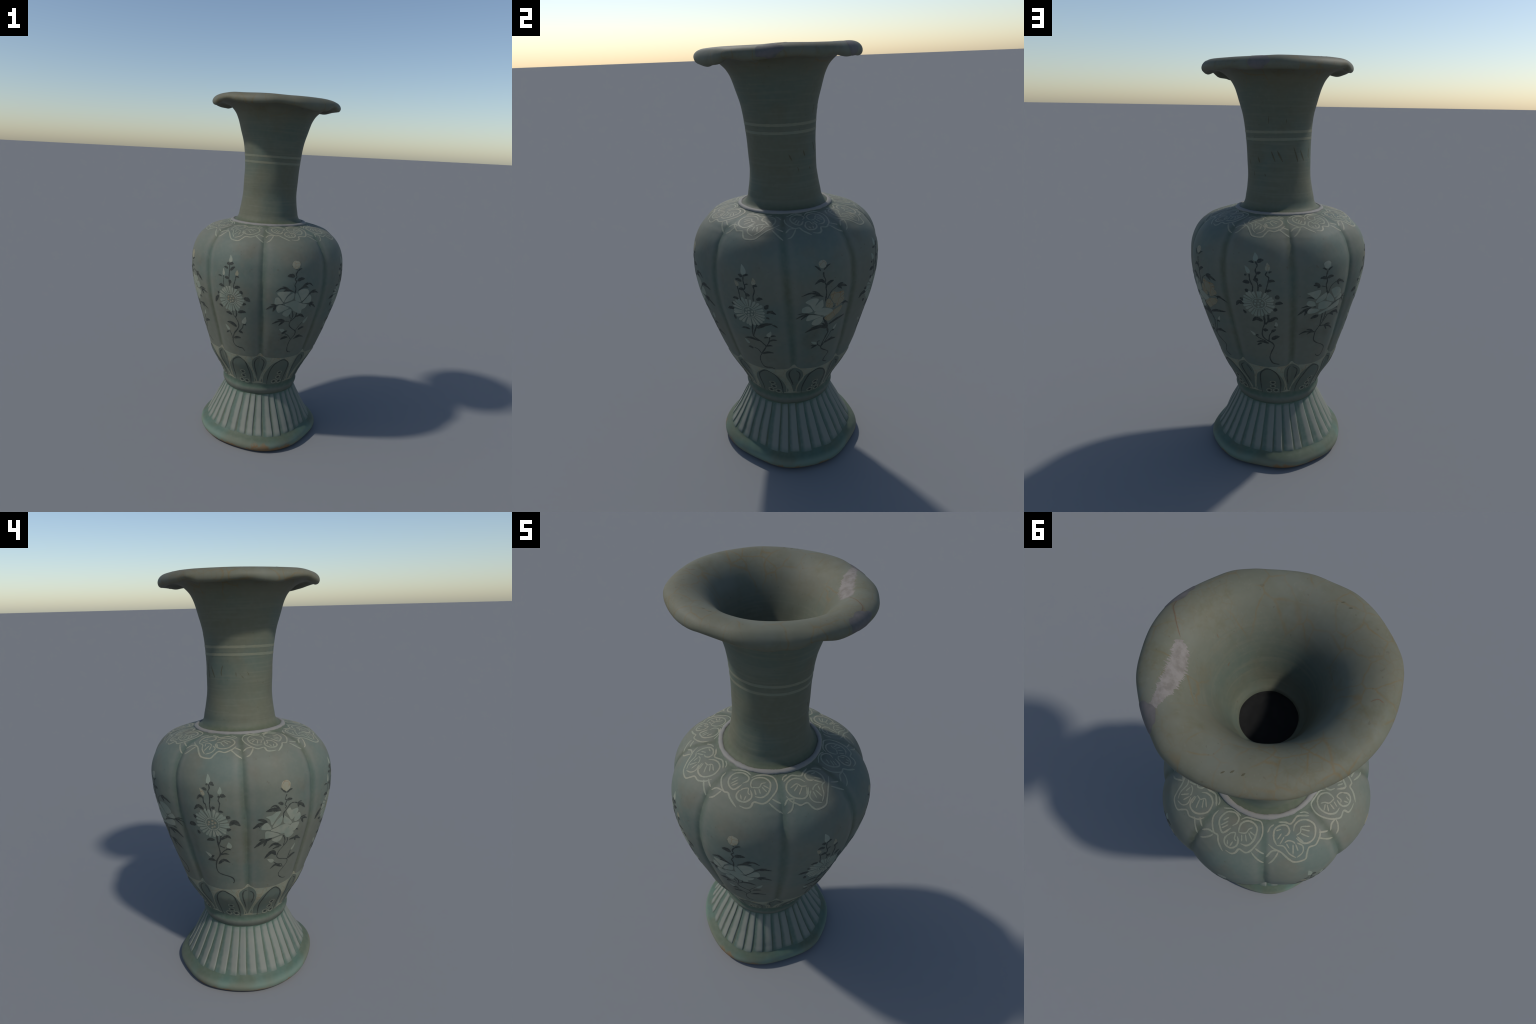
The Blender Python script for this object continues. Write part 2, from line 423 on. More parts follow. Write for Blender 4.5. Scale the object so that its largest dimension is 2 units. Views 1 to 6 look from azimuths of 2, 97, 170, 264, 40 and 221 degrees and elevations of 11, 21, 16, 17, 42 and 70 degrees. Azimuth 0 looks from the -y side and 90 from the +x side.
def foot_material():
    N = Nodes("celadon_foot_glaze")
    big = N.noise(5, 2, seed=2.0); fine = N.noise(40, 5, .6, seed=7.0); mid = N.noise(11, 4, seed=3.7)
    col = N.mix(N.ramp(big, .4, .6), (.066, .110, .084), (.076, .096, .064))
    ring = N.ramp(N.z, .070, .040)
    col = N.mix(ring, col, N.mix(N.ramp(big, .42, .62), (.135, .188, .148), (.142, .152, .108)))
    pale = N.mul(N.ramp(N.math("ADD", N.z, N.math("MULTIPLY", N.math("SUBTRACT", mid, .5), .03)), .030, .014), .65)
    col = N.mix(pale, col, (.185, .178, .132))
    rust = N.ramp(N.math("ADD", N.z, N.math("MULTIPLY", N.math("SUBTRACT", N.noise(6.5, 4, .7, seed=5.2), .5), .20)), .034, .012)
    col = N.mix(N.mul(rust, .85), col, RUST)
    col = N.mix(N.mul(N.ramp(fine, .35, .75), .15), col, (.18, .20, .16))
    return N.finish(col, fine, .08, .002)

def rib_material():
    N = Nodes("white_slip_rib")
    fine = N.noise(45, 5, .6, seed=1.2); big = N.noise(6, 2, seed=9.0)
    col = N.mix(N.ramp(big, .4, .65), (.182, .189, .158), (.163, .183, .155))
    # green glaze runs over one flank and the ends of every rib
    ph = N.azimuth()          # each rib is turned to lie on its own +x axis
    flank = N.ramp(N.math("ADD", ph, N.math("MULTIPLY", N.math("SUBTRACT", N.noise(14, 3, seed=4.0), .5), 2.4)), -5.0, -8.6)
    col = N.mix(N.mul(flank, .88), col, (.070, .110, .086))
    far = N.ramp(ph, -.55, -.05)
    col = N.mix(N.mul(far, .7), col, (.070, .108, .084))
    ends = N.math("MAXIMUM", N.ramp(N.z, .272, .294), N.ramp(N.z, .104, .078))
    col = N.mix(N.mul(ends, .65), col, (.070, .112, .086))
    col = N.mix(N.mul(N.ramp(fine, .4, .75), .2), col, (.225, .215, .185))
    return N.finish(col, fine, .08, .002)

def slip_material(name, a, b, stain=.0, rough=.55):
    N = Nodes(name, rough=rough)
    f = N.noise(60, 4, .6, seed=2.0); g = N.noise(14, 2, seed=5.0)
    col = N.mix(N.ramp(g, .38, .64), a, b)
    col = N.mix(N.mul(N.ramp(f, .45, .75), .25), col, tuple(c * .72 for c in a))
    if stain:
        cr = N.mul(N.cracks(26, .045), stain)
        col = N.mix(cr, col, RUST)
        bl = N.mul(N.ramp(N.noise(17, 3, seed=8.0), .60, .72), stain * .7)
        col = N.mix(bl, col, (.20, .125, .058))
    return N.finish(col, f, .06, .002)

M_DARK = None
def plain(name, a, b, rough=.6, scale=30):
    N = Nodes(name, rough=rough)
    f = N.noise(scale, 4, .6, seed=3.0)
    return N.finish(N.mix(N.ramp(f, .35, .7), a, b), f, .06, .002)

RIB_N = 36
RIB_PHASE = -94.6     # azimuth of one rib, degrees
MAT_BODY = body_material(); MAT_NECK = neck_material(); MAT_FOOT = foot_material(); MAT_RIB = rib_material()
MAT_SLIP = slip_material("white_slip_inlay", SLIP, (.195, .225, .178))
MAT_WARM = slip_material("stained_slip_inlay", WARM, (.228, .212, .142), stain=.5)
MAT_OCHRE = slip_material("ochre_stained_slip", (.225, .195, .120), (.205, .190, .130), stain=.9)
MAT_LINE = slip_material("thin_slip_line", (.245, .238, .175), (.215, .228, .170))
MAT_BAND = slip_material("neck_band_slip", (.182, .180, .124), (.162, .174, .126))
MAT_RING = plain("neck_ring_slip", (.200, .195, .178), (.215, .202, .178))
MAT_CREAM = slip_material("cream_slip_ground", CREAM, (.200, .222, .168), stain=.40)
MAT_INK = plain("black_slip_inlay", INK, (.056, .060, .050))
MAT_LEAF = plain("black_slip_leaf", (.034, .038, .034), (.060, .064, .052), scale=55)
MAT_PETAL = plain("lotus_petal_glaze", (.098, .120, .098), (.112, .122, .094), scale=12)
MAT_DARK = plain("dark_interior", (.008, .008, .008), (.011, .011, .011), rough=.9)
MAT_SCRATCH = plain("brown_glaze_mark", (.078, .070, .040), (.092, .084, .052))
MAT_PLASTER = plain("plaster_repair", (.215, .193, .172), (.160, .142, .122), rough=.8, scale=48)
MAT_PLASTER_DARK = plain("overpainted_repair", (.135, .118, .112), (.098, .094, .084), rough=.7, scale=24)
MAT_CRACK = plain("rusty_hairline", (.145, .095, .058), (.120, .088, .055))

# ------------------------------------------------------ the shell: foot, body, neck
NT = 480
def s_at(z):
    return float(s_of_z(z))
S_FOOT = s_at(.2945); S_NECK = s_at(1.3005)
rows = np.unique(np.concatenate([np.arange(0, LEN, STEP), [S_FOOT, S_NECK, LEN]]))
rows = rows[np.r_[True, np.diff(rows) > 1e-4]]
th_grid = np.linspace(0, 2 * np.pi, NT, endpoint=False)
GRID = surf(th_grid[None, :], rows[:, None]); GRID_N = surf_n(th_grid[None, :], rows[:, None])
GRID[0] = GRID[0].mean(0); GRID_N[0] = (0, 0, -1)

def shell(name, s0, s1, mat):
    i0 = int(np.argmin(np.abs(rows - s0))); i1 = int(np.argmin(np.abs(rows - s1)))
    n = i1 - i0 + 1
    V = GRID[i0:i1 + 1].reshape(-1, 3); Nn = GRID_N[i0:i1 + 1].reshape(-1, 3)
    F = []
    for i in range(n - 1):
        for j in range(NT):
            k = (j + 1) % NT
            if i0 + i == 0:
                F.append((i * NT, (i + 1) * NT + k, (i + 1) * NT + j))
            else:
                F.append((i * NT + j, i * NT + k, (i + 1) * NT + k, (i + 1) * NT + j))
    return add_object(name, V, F, mat, normals=Nn)

foot = shell("foot", 0, S_FOOT, MAT_FOOT)
body = shell("body", S_FOOT, S_NECK, MAT_BODY)
neck = shell("neck", S_NECK, LEN, MAT_NECK)

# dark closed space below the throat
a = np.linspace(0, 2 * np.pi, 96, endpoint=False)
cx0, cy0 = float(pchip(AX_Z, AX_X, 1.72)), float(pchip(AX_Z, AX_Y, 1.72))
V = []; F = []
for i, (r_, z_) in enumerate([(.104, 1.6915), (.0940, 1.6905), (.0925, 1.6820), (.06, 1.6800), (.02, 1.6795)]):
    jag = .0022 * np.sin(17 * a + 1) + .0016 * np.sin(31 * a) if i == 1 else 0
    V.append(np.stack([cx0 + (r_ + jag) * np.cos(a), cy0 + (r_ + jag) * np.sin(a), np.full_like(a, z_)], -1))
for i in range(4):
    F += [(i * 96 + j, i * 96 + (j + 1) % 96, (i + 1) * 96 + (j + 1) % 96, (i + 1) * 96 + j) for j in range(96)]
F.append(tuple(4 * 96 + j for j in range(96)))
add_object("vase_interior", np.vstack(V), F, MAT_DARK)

# -------------------------------------------------------------- neck bands and ring
def hoop(name, s_fun, width, h, mat, rough=.12, parent=vase, flush=True):
    n = 360; t = np.linspace(0, 2 * np.pi, n, endpoint=False)
    u = np.array([-1, -.8, -.4, 0, .4, .8, 1]); hh = np.array([-.001, .75, .95, 1, .95, .75, -.001]) * h
    wob = np.convolve(np.tile(rng.uniform(-1, 1, n), 3), np.ones(5) / 5, "same")[n:2 * n]
    w = width / 2 * (1 + rough * wob * 2)
    S = s_fun(t)[:, None] + w[:, None] * u
    T = np.broadcast_to(t[:, None], S.shape)
    Hh = np.broadcast_to(hh, S.shape).copy(); Hh[:, 0] = Hh[:, -1] = -.0012
    V = lay_n(T, S, Hh).reshape(-1, 6); m = len(u)
    F = [(i * m + j, ((i + 1) % n) * m + j, ((i + 1) % n) * m + j + 1, i * m + j + 1) for i in range(n) for j in range(m - 1)]
    return add_object(name, V[:, :3], F, mat, parent, normals=V[:, 3:] if flush else None)
hoop("neck_band", lambda t: s_at(1.6725) + .0035 * np.cos(t - np.radians(175)), .0135, .0009, MAT_BAND, parent=neck)
hoop("neck_band", lambda t: s_at(1.6385) + .0040 * np.cos(t - np.radians(170)), .0135, .0009, MAT_BAND, parent=neck)
S_RING = float(seg[_o][np.argmin(np.abs(prof_all[_o, 0] - .211) + 9 * (prof_all[_o, 1] < 1.299) + 9 * (prof_all[_o, 1] > 1.32))])
hoop("neck_ring", lambda t: S_RING + .001 * np.sin(2 * t), 0.0225, .0042, MAT_RING, rough=.16, flush=False, parent=neck)

# ------------------------------------------------------------------- ribs on the foot
RIB_AXIS = np.array([float(pchip(AX_Z, AX_X, .19)), float(pchip(AX_Z, AX_Y, .19)), 0.0])
# sharp edge of every rib, degrees round the foot; spacing is uneven as cut by hand
RIB_EDGE = [-20.9, -7.8, 1.8, 11.8, 23.1, 33.4, 44.0, 54.9, 65.2, 77.3, 86.8, 97.3, 105.7, 120.1, 132.4, 144.0, 155.8, 166.2,
            174.8, 184.8, 194.7, 204.8, 214.4, 224.3, 234.3, 247.2, 258.6, 267.1, 276.8, 288.3, 297.2, 307.9, 318.0, 328.8]
for k, edge in enumerate(RIB_EDGE):
    gap = (edge - RIB_EDGE[k - 1]) % 360
    ang = math.radians(edge)
    s0, s1 = s_at(.0795 + rng.uniform(-.0025, .0025)), s_at(.2925 + rng.uniform(-.002, .002))
    n = 40; m = 17
    ss = np.linspace(s0, s1, n); t = np.linspace(0, 1, n)
    lean = math.radians(rng.uniform(-.5, .5))
    wide = math.radians(gap - .75) * np.ones(n)
    sway = math.radians(.30) * np.sin(6 * t + rng.uniform(0, 6))
    u = np.linspace(-1, 1, m)
    # steep on one flank, easing away on the other
    prof_h = np.interp(u, [-1, -.9, -.6, -.2, .3, .70, .86, .94, 1], [-.0012, .0002, .0006, .0018, .0034, .0040, .0036, .0012, -.0012])
    endf = np.interp(t, [0, .02, .06, .9, 1], [0, .6, 1, 1, .1])
    H = prof_h[None, :] * endf[:, None]; H[:, 0] = H[:, -1] = -.0015; H[0] = H[-1] = -.0015
    TH = ang + lean * (t[:, None] - .5) + sway[:, None] + wide[:, None] * (u[None, :] - 1) / 2
    V = lay(TH, np.broadcast_to(ss[:, None], TH.shape), H).reshape(-1, 3) - RIB_AXIS
    ca, sa = math.cos(ang), math.sin(ang)
    V = np.stack([V[:, 0] * ca + V[:, 1] * sa, -V[:, 0] * sa + V[:, 1] * ca, V[:, 2]], 1)
    F = [(i * m + j, i * m + j + 1, (i + 1) * m + j + 1, (i + 1) * m + j) for i in range(n - 1) for j in range(m - 1)]
    rib = add_object("rib", V, F, MAT_RIB, foot)
    rib.location = RIB_AXIS; rib.rotation_euler = (0, 0, ang)

# --------------------------------------------------------------------- lotus band
def mid_of(k, z):
    return (groove(k, z) + groove(k + 1, z)) / 2
def half_of(k, z):
    return (groove(k + 1, z) - groove(k, z)) / 2
def at(k, deg, zmm):
    """panel coordinates -> (theta, s)"""
    z = zmm / 1000
    return (math.radians(mid_of(k, z) + deg), float(s_of_z(z)))
def at_groove(k, deg, zmm):
    z = zmm / 1000
    return (math.radians(groove(k, z) + deg), float(s_of_z(z)))

def band_top(thdeg):
    x, _ = lobe_x(np.asarray(thdeg, float) % 360, np.full(np.shape(thdeg), .58))
    return .567 + .006 * (1 - x) ** 1.5 + .024 * np.exp(-((x) / .13) ** 2 * 1.1)
n = 720; t = np.linspace(0, 2 * np.pi, n, endpoint=False)
top = s_of_z(band_top(np.degrees(t))); bot = s_at(.366)
m = 34; u = np.linspace(0, 1, m)
S = bot + (top - bot)[:, None] * u; T = np.broadcast_to(t[:, None], S.shape)
H = np.full(S.shape, .0008); H[:, -1] = -.0010; H[:, 0] = -.0010
V = lay_n(T, S, H).reshape(-1, 6)
F = [(i * m + j, ((i + 1) % n) * m + j, ((i + 1) % n) * m + j + 1, i * m + j + 1) for i in range(n) for j in range(m - 1)]
band = add_object("lotus_band", V[:, :3], F, MAT_CREAM, normals=V[:, 3:])

BIG_PETAL = [(-18.0, 374), (-17.3, 420), (-15.2, 468), (-11.0, 513), (-5.0, 545), (0, 561), (5.0, 545), (10.2, 513), (14.6, 468), (16.8, 420), (17.3, 374)]
BIG_LINE = [(-11.3, 366), (-11.2, 410), (-10.4, 460), (-7.6, 514), (-3.2, 542), (.4, 552), (4.0, 543), (8.4, 518), (11.2, 460), (12.2, 410), (12.5, 366)]
SMALL_PETAL = [(-1.6, 385), (-4.2, 440), (-7.8, 500), (-7.9, 540), (-5.0, 566), (0, 577), (4.6, 566), (7.8, 540), (7.8, 500), (4.6, 440), (1.6, 385)]
SMALL_LINE = [(-1.5, 425), (-3.4, 470), (-4.8, 520), (-3.8, 548), (-.5, 561)]
for k in range(8):
    j = lambda p, a=.5, b=3: [(d + rng.uniform(-a, a), z + rng.uniform(-b, b)) for d, z in p]
    big = [at(k, d, z) for d, z in j(BIG_PETAL)]
    petal = Pieces().add(patch(big, h=.0016, dome=.1)).make("lotus_petal", MAT_PETAL, band)
    Pieces().add(ribbon(big, .0062, h=.0024, taper=.03)).make("petal_ridge", MAT_CREAM, band)
    Pieces().add(ribbon([at(k, d, z) for d, z in j(BIG_LINE, .4, 3)], .0066, h=.0026, taper=.2, rough=.15)).make("petal_line", MAT_INK, band)
    small = [at_groove(k, d, z) for d, z in j(SMALL_PETAL)]
    Pieces().add(patch(small, h=.0016, dome=.1)).make("lotus_petal", MAT_PETAL, band)
    Pieces().add(ribbon(small, .0062, h=.0024, taper=.03)).make("petal_ridge", MAT_CREAM, band)
    P = Pieces().add(ribbon([at_groove(k, d, z) for d, z in j(SMALL_LINE, .5, 4)], .0066, h=.0026, taper=.3, rough=.15))
    P.add(ribbon([at_groove(k, -d * .95 + .6, z - 6) for d, z in j(SMALL_LINE[1 + k % 2:], .5, 4)], .0060, h=.0026, taper=.3, rough=.15))
    P.make("petal_line", MAT_INK, band)
    # beads: white rings with a black pip
    sk = rng.uniform(-.8, .8)
    for d, z in [(2.8 + sk, 449), (3.0, 416), (-1.6, 384), (7.0, 383)]:
        c = at(k, d + rng.uniform(-.5, .5), z + rng.uniform(-3, 3))
        ring = circle_path(c[0], c[1], .0140, 16)
        Pieces().add(ribbon(ring + ring[:1], .0044, h=.0030, taper=.01, step=.003)).make("bead_ring", MAT_LINE, band)
        Pieces().add(patch(circle_path(c[0], c[1], .0062, 8), h=.0030, rings=2)).make("bead_pip", MAT_INK, band)

# ---------------------------------------------------------------- shoulder motifs
def shoulder(k, deg, rmm, mirror=1):
    return (math.radians(mid_of(k, 1.23) + deg * mirror * half_of(k, 1.23) / 22.5), float(s_of_shoulder_r(rmm / 1000)))
SCROLL_A = [
    [(-21.8, 266), (-21.5, 292), (-18.7, 314), (-13.6, 337), (-10.5, 335), (-7.9, 351), (-2.8, 373)],
    [(-1.5, 365), (2.3, 368), (4.9, 362), (6.3, 345), (10.6, 350), (13.4, 342), (16.7, 323), (20.2, 289), (20.8, 257), (18.1, 230), (10.8, 217), (3.8, 228), (-0.3, 244)],
    [(-19.8, 243), (-13.0, 225), (-6.6, 221), (-1.4, 232)],
    [(-4.8, 278), (-1.9, 260), (-2.7, 241), (-8.3, 231), (-14.1, 243), (-16.2, 266), (-15.4, 291), (-12.1, 309), (-8.4, 315), (-4.7, 286)],
    [(-12.5, 298), (-9.2, 272)],
    [(-10.9, 305), (-7.8, 282)],
    [(-13.5, 279), (-10.6, 257)],
    [(2.9, 289), (1.5, 278), (1.5, 254), (5.6, 238), (11.1, 238), (15.4, 256), (15.9, 280), (14.2, 306), (10.8, 324), (6.4, 323)],
    [(2.9, 289), (7.8, 282), (9.3, 266), (12.2, 258)],
    [(4.8, 293), (6.6, 316)],
    [(7.8, 287), (9.5, 311)],
    [(9.6, 278), (13.3, 300)],
    [(10.4, 271), (15.3, 285)],
    [(-4.4, 311), (-5.4, 332), (-3.2, 348), (1.1, 350), (4.0, 335), (3.9, 317), (2.4, 301)],
    [(-4.3, 313), (-3.0, 302), (0.2, 295), (1.2, 314), (2.9, 319)],
    [(-2.8, 328), (-1.5, 344)],
    [(0.7, 327), (0.2, 346)],
]
SCROLL_B = [
    [(-19.9, 272), (-17.5, 253), (-13.9, 243)],
    [(-9.6, 234), (-3.6, 241), (0.6, 253), (8.4, 238), (14.2, 248), (18.2, 262)],
    [(12.6, 231), (17.0, 238), (19.1, 253)],
    [(18.9, 326), (16.6, 348), (13.4, 360), (10.7, 366), (6.8, 362), (4.4, 378), (2.1, 391), (-3.9, 389), (-6.9, 374), (-11.0, 349), (-15.7, 331), (-19.2, 314)],
    [(-7.0, 289), (-4.3, 287), (-2.2, 274), (-3.5, 255), (-9.2, 248), (-13.9, 261), (-15.2, 293), (-13.6, 319)],
    [(-13.2, 266), (-8.6, 262)],
    [(-12.5, 299), (-8.9, 280)],
    [(-11.5, 317), (-7.1, 291)],
    [(0.8, 282), (3.6, 264), (9.1, 256), (14.9, 268), (17.4, 298), (14.9, 328), (11.2, 343), (6.7, 344), (3.4, 332), (0.8, 308)],
    [(1.4, 300), (5.6, 296), (6.7, 284), (8.9, 280), (14.1, 295)],
    [(7.2, 287), (12.3, 309)],
    [(5.3, 299), (9.6, 328)],
    [(1.7, 306), (4.6, 334)],
    [(-13.6, 319), (-9.1, 326), (-6.3, 357), (-2.9, 375)],
    [(-2.3, 377), (2.0, 365), (3.4, 346), (0.4, 325)],
    [(-8.0, 313), (-5.2, 310), (-2.0, 318), (-1.1, 326)],
    [(-6.8, 317), (-5.6, 337)],
    [(-2.5, 328), (-4.3, 360)],
    [(-0.7, 330), (-0.4, 356)],
]
VEE = [
    [(-8.0, 347), (-3.3, 377), (-0.0, 392)],
    [(-5.9, 333), (-0.3, 356)],
    [(1.3, 363), (4.3, 342), (8.7, 339)],
    [(8.6, 341), (7.8, 353), (5.3, 377), (2.8, 388)],
]
for k in range(8):
    strokes, mir = (SCROLL_A, 1) if k % 2 == 0 else (SCROLL_B, 1)
    if k in (4, 7):
        mir = -1
    P = Pieces(); dx, dr = rng.uniform(-.6, .6), rng.uniform(-3, 3)
    for st in strokes:
        wd = .0076 if len(st) > 5 else .0058
        P.add(ribbon([shoulder(k, d + dx + rng.uniform(-.25, .25), r_ + dr + rng.uniform(-1.5, 1.5), mir) for d, r_ in st], wd, h=.0008, taper=.12, rough=.18))
    P.make("cloud_scroll", MAT_LINE, body)
    P = Pieces()
    for st in VEE:
        P.add(ribbon([(math.radians(groove(k, 1.23) + d + rng.uniform(-.3, .3)), float(s_of_shoulder_r((r_ + rng.uniform(-2, 2)) / 1000))) for d, r_ in st], .0074, h=.0008, taper=.25, rough=.18))
    P.make("scroll_link", MAT_LINE, body)

# ------------------------------------------------------------------- flower sprays
def leaf_shape(t):
    return np.sin(np.pi * np.clip(t, 0, 1) ** .8) ** .75 + .06
def bud_shape(t):
    return np.sin(np.pi * np.clip(t * .93 + .05, 0, 1) ** .62) ** .9 + .03
def stem_shape(t):
    return .75 + .25 * np.sin(9 * t) * np.sin(23 * t) + .15 * (1 - t)

def grow(k, name, stems, leaves, buds=(), round_bud=()):
    P = Pieces()
    for w, path in stems:
        P.add(ribbon([at(k, *p) for p in path], w / 1000 * 1.28, h=.0007, shape=stem_shape, rough=.22))
    spray = P.make(name, MAT_INK, body)
    for lobes in leaves:
        P = Pieces()
        for w, path in lobes:
            pts = [at(k, *p) for p in path]
            if len(pts) == 2:       # a little sideways swing, as a brush would give
                (t0, a0), (t1, a1) = pts
                sw = .10 * (1 if t1 > t0 else -1)
                pts = [pts[0], ((t0 + t1) / 2 - sw * (a1 - a0) / .42 * 0, (a0 + a1) / 2 + abs(t1 - t0) * .42 * .12), pts[1]]
            P.add(ribbon(pts, w / 1000 * 1.22, h=.0009, shape=leaf_shape, step=.003, rough=.15))
        P.make("leaf", MAT_LEAF, spray)
    for i, (b, t, w) in enumerate(buds):
        warm = b[1] > 1000 and rng.uniform() < .45
        Pieces().add(ribbon([at(k, *b), at(k, (b[0] + t[0]) / 2 + .25, (b[1] + t[1]) / 2), at(k, *t)], w / 1000 * 1.05, h=.0010, shape=bud_shape, step=.002)
                     ).make("bud", MAT_WARM if warm else MAT_SLIP, spray)
    for b, t, w in round_bud:
        c0, c1 = at(k, *b), at(k, *t); r0 = .42
        cx, cs = (c0[0] + c1[0]) / 2, (c0[1] + c1[1]) / 2; hh = abs(c1[1] - c0[1]) / 2
        ring = [(cx + w / 2000 * .98 / r0 * math.cos(a) * (1 + .10 * math.sin(a)) * (1 + rng.uniform(-.09, .06)), cs + hh * .95 * math.sin(a) * (1 + rng.uniform(-.10, .06))) for a in np.linspace(0, 2 * np.pi, 18, endpoint=False)]
        Pieces().add(patch(ring, h=.0010)).make("bud", MAT_WARM if k != 2 else MAT_SLIP, spray)
    return spray

def chrysanthemum_panel(k, flower, disc, buds, stems, leaves):
    spray = grow(k, "chrysanthemum_spray", stems, leaves, buds)
    fx, fz, fw, fh = flower; dx, dz, dw, dh = disc
    n = 24
    for i in range(n):
        a = 2 * np.pi * (i + rng.uniform(-.16, .16)) / n
        ri, ro = 1.12, 1 + rng.uniform(-.07, .05)
        p0 = at(k, dx + dw * ri * math.cos(a), dz + dh * ri * math.sin(a))
        p1 = at(k, fx + fw * ro * math.cos(a), fz + fh * ro * math.sin(a))
        pm = ((p0[0] + p1[0]) / 2, (p0[1] + p1[1]) / 2)
        w = .0150 * (1 + rng.uniform(-.1, .12))
        sh = lambda t: np.interp(t, [0, .15, .6, .86, .96, 1], [.38, .46, .82, .96, .80, .30])
        Pieces().add(ribbon([p0, pm, p1], w, h=.0010, shape=sh, step=.004)).make("petal", MAT_SLIP, spray)
    ring = [at(k, dx + dw * .98 * math.cos(a), dz + dh * .98 * math.sin(a)) for a in np.linspace(0, 2 * np.pi, 24, endpoint=False)]
    Pieces().add(ribbon(ring + ring[:1], .0052, h=.0008, taper=.01, rough=.15)).make("flower_centre_ring", MAT_SLIP, spray)
    P = Pieces()
    for i in range(7):
        a = 2 * np.pi * i / 6 + .3 + rng.uniform(-.2, .2); rad = (0 if i == 6 else .55) + rng.uniform(-.06, .06)
        c = at(k, dx + dw * rad * math.cos(a), dz + dh * rad * math.sin(a))
        P.add(patch(circle_path(c[0], c[1], .0052, 8), h=.0010, rings=2))
    P.make("flower_centre_dots", MAT_WARM if k in (3, 5) else MAT_SLIP, spray)

def peony_panel(k, round_bud, stems, leaves, petals, buds=()):
    spray = grow(k, "peony_spray", stems, leaves, buds, round_bud)
    for i, p in enumerate(petals):
        pts = [at(k, *q) for q in p]
        c = np.mean(pts, axis=0)
        pts = [tuple(c + (np.array(q) - c) * .99) for q in pts]
        Pieces().add(patch(pts, h=.0010, dome=.2)).make("petal", MAT_OCHRE if (k == 0 and i >= 6) else MAT_SLIP, spray)

# where each stem, leaf, bud and petal of a panel sits: (degrees from the panel's
# middle line, height in mm); leading numbers are widths in mm
chrysanthemum_panel(5,
    flower=[-1.0, 918.5, 10.1, 72.5],
    disc=[-0.6, 920.5, 4.2, 29.5],
    buds=[((0.1, 1121), (-0.5, 1157), 20.3), ((-5.4, 1046), (-5.5, 1084), 15.7), ((4.6, 1054), (5.2, 1084), 18.4), ((7.7, 780), (9.8, 822), 24.9), ((-5.8, 723), (-9.1, 754), 19.6)],
    stems=[(5.2, [(-0.4, 1117), (-0.4, 1088), (-0.6, 1065), (-1.0, 1034), (-0.9, 1012), (-1.2, 972)]), (3.7, [(-5.5, 1046), (-5.6, 1017), (-5.5, 974)]), (4.4, [(4.3, 1052), (3.7, 1028), (2.6, 1004), (1.7, 972)]), (5.3, [(2.8, 864), (2.8, 830), (2.0, 811), (3.5, 787), (3.8, 761), (2.1, 737), (-1.0, 710), (-2.8, 680), (-3.6, 651), (-1.6, 627), (1.9, 620), (5.4, 617), (7.2, 600)]), (3.8, [(7.7, 774), (6.6, 751), (3.9, 730)]), (3.9, [(-5.5, 721), (-4.0, 692), (-3.5, 670)]), (3.8, [(-0.0, 851), (0.2, 826), (2.0, 811)])],
    leaves=[[(14.8, [(-0.6, 1110), (-2.7, 1111)])], [(14.7, [(-0.3, 1110), (2.6, 1115)])], [(10.4, [(-1.5, 1085), (-4.9, 1092)])], [(13.3, [(0.2, 1077), (3.8, 1100)])], [(6.7, [(-6.7, 1037), (-10.6, 1038)])], [(14.1, [(-1.3, 1032), (-4.6, 1035)])], [(18.6, [(-1.3, 1013), (1.0, 1015)])], [(8.1, [(4.1, 1050), (6.6, 1044)])], [(14.3, [(-5.6, 984), (-10.2, 986)])], [(14.8, [(2.8, 983), (7.2, 993)])], [(11.4, [(-10.9, 931), (-12.3, 947)])], [(18.4, [(-11.4, 924), (-16.7, 877)])], [(16.7, [(7.0, 974), (8.1, 951)])], [(20.5, [(9.2, 932), (13.9, 917)])], [(12.7, [(7.9, 895), (10.9, 899)])], [(10.8, [(-9.0, 860), (-12.4, 871)])], [(15.3, [(-0.8, 825), (-6.4, 833)])], [(15.2, [(4.2, 844), (10.5, 852)])], [(18.6, [(2.0, 755), (-6.6, 774)])], [(7.9, [(-6.0, 715), (-9.5, 700)])], [(13.2, [(3.2, 727), (6.9, 718)])], [(12.6, [(-2.2, 676), (4.8, 686)])], [(8.4, [(7.4, 776), (10.1, 773)])]],
)

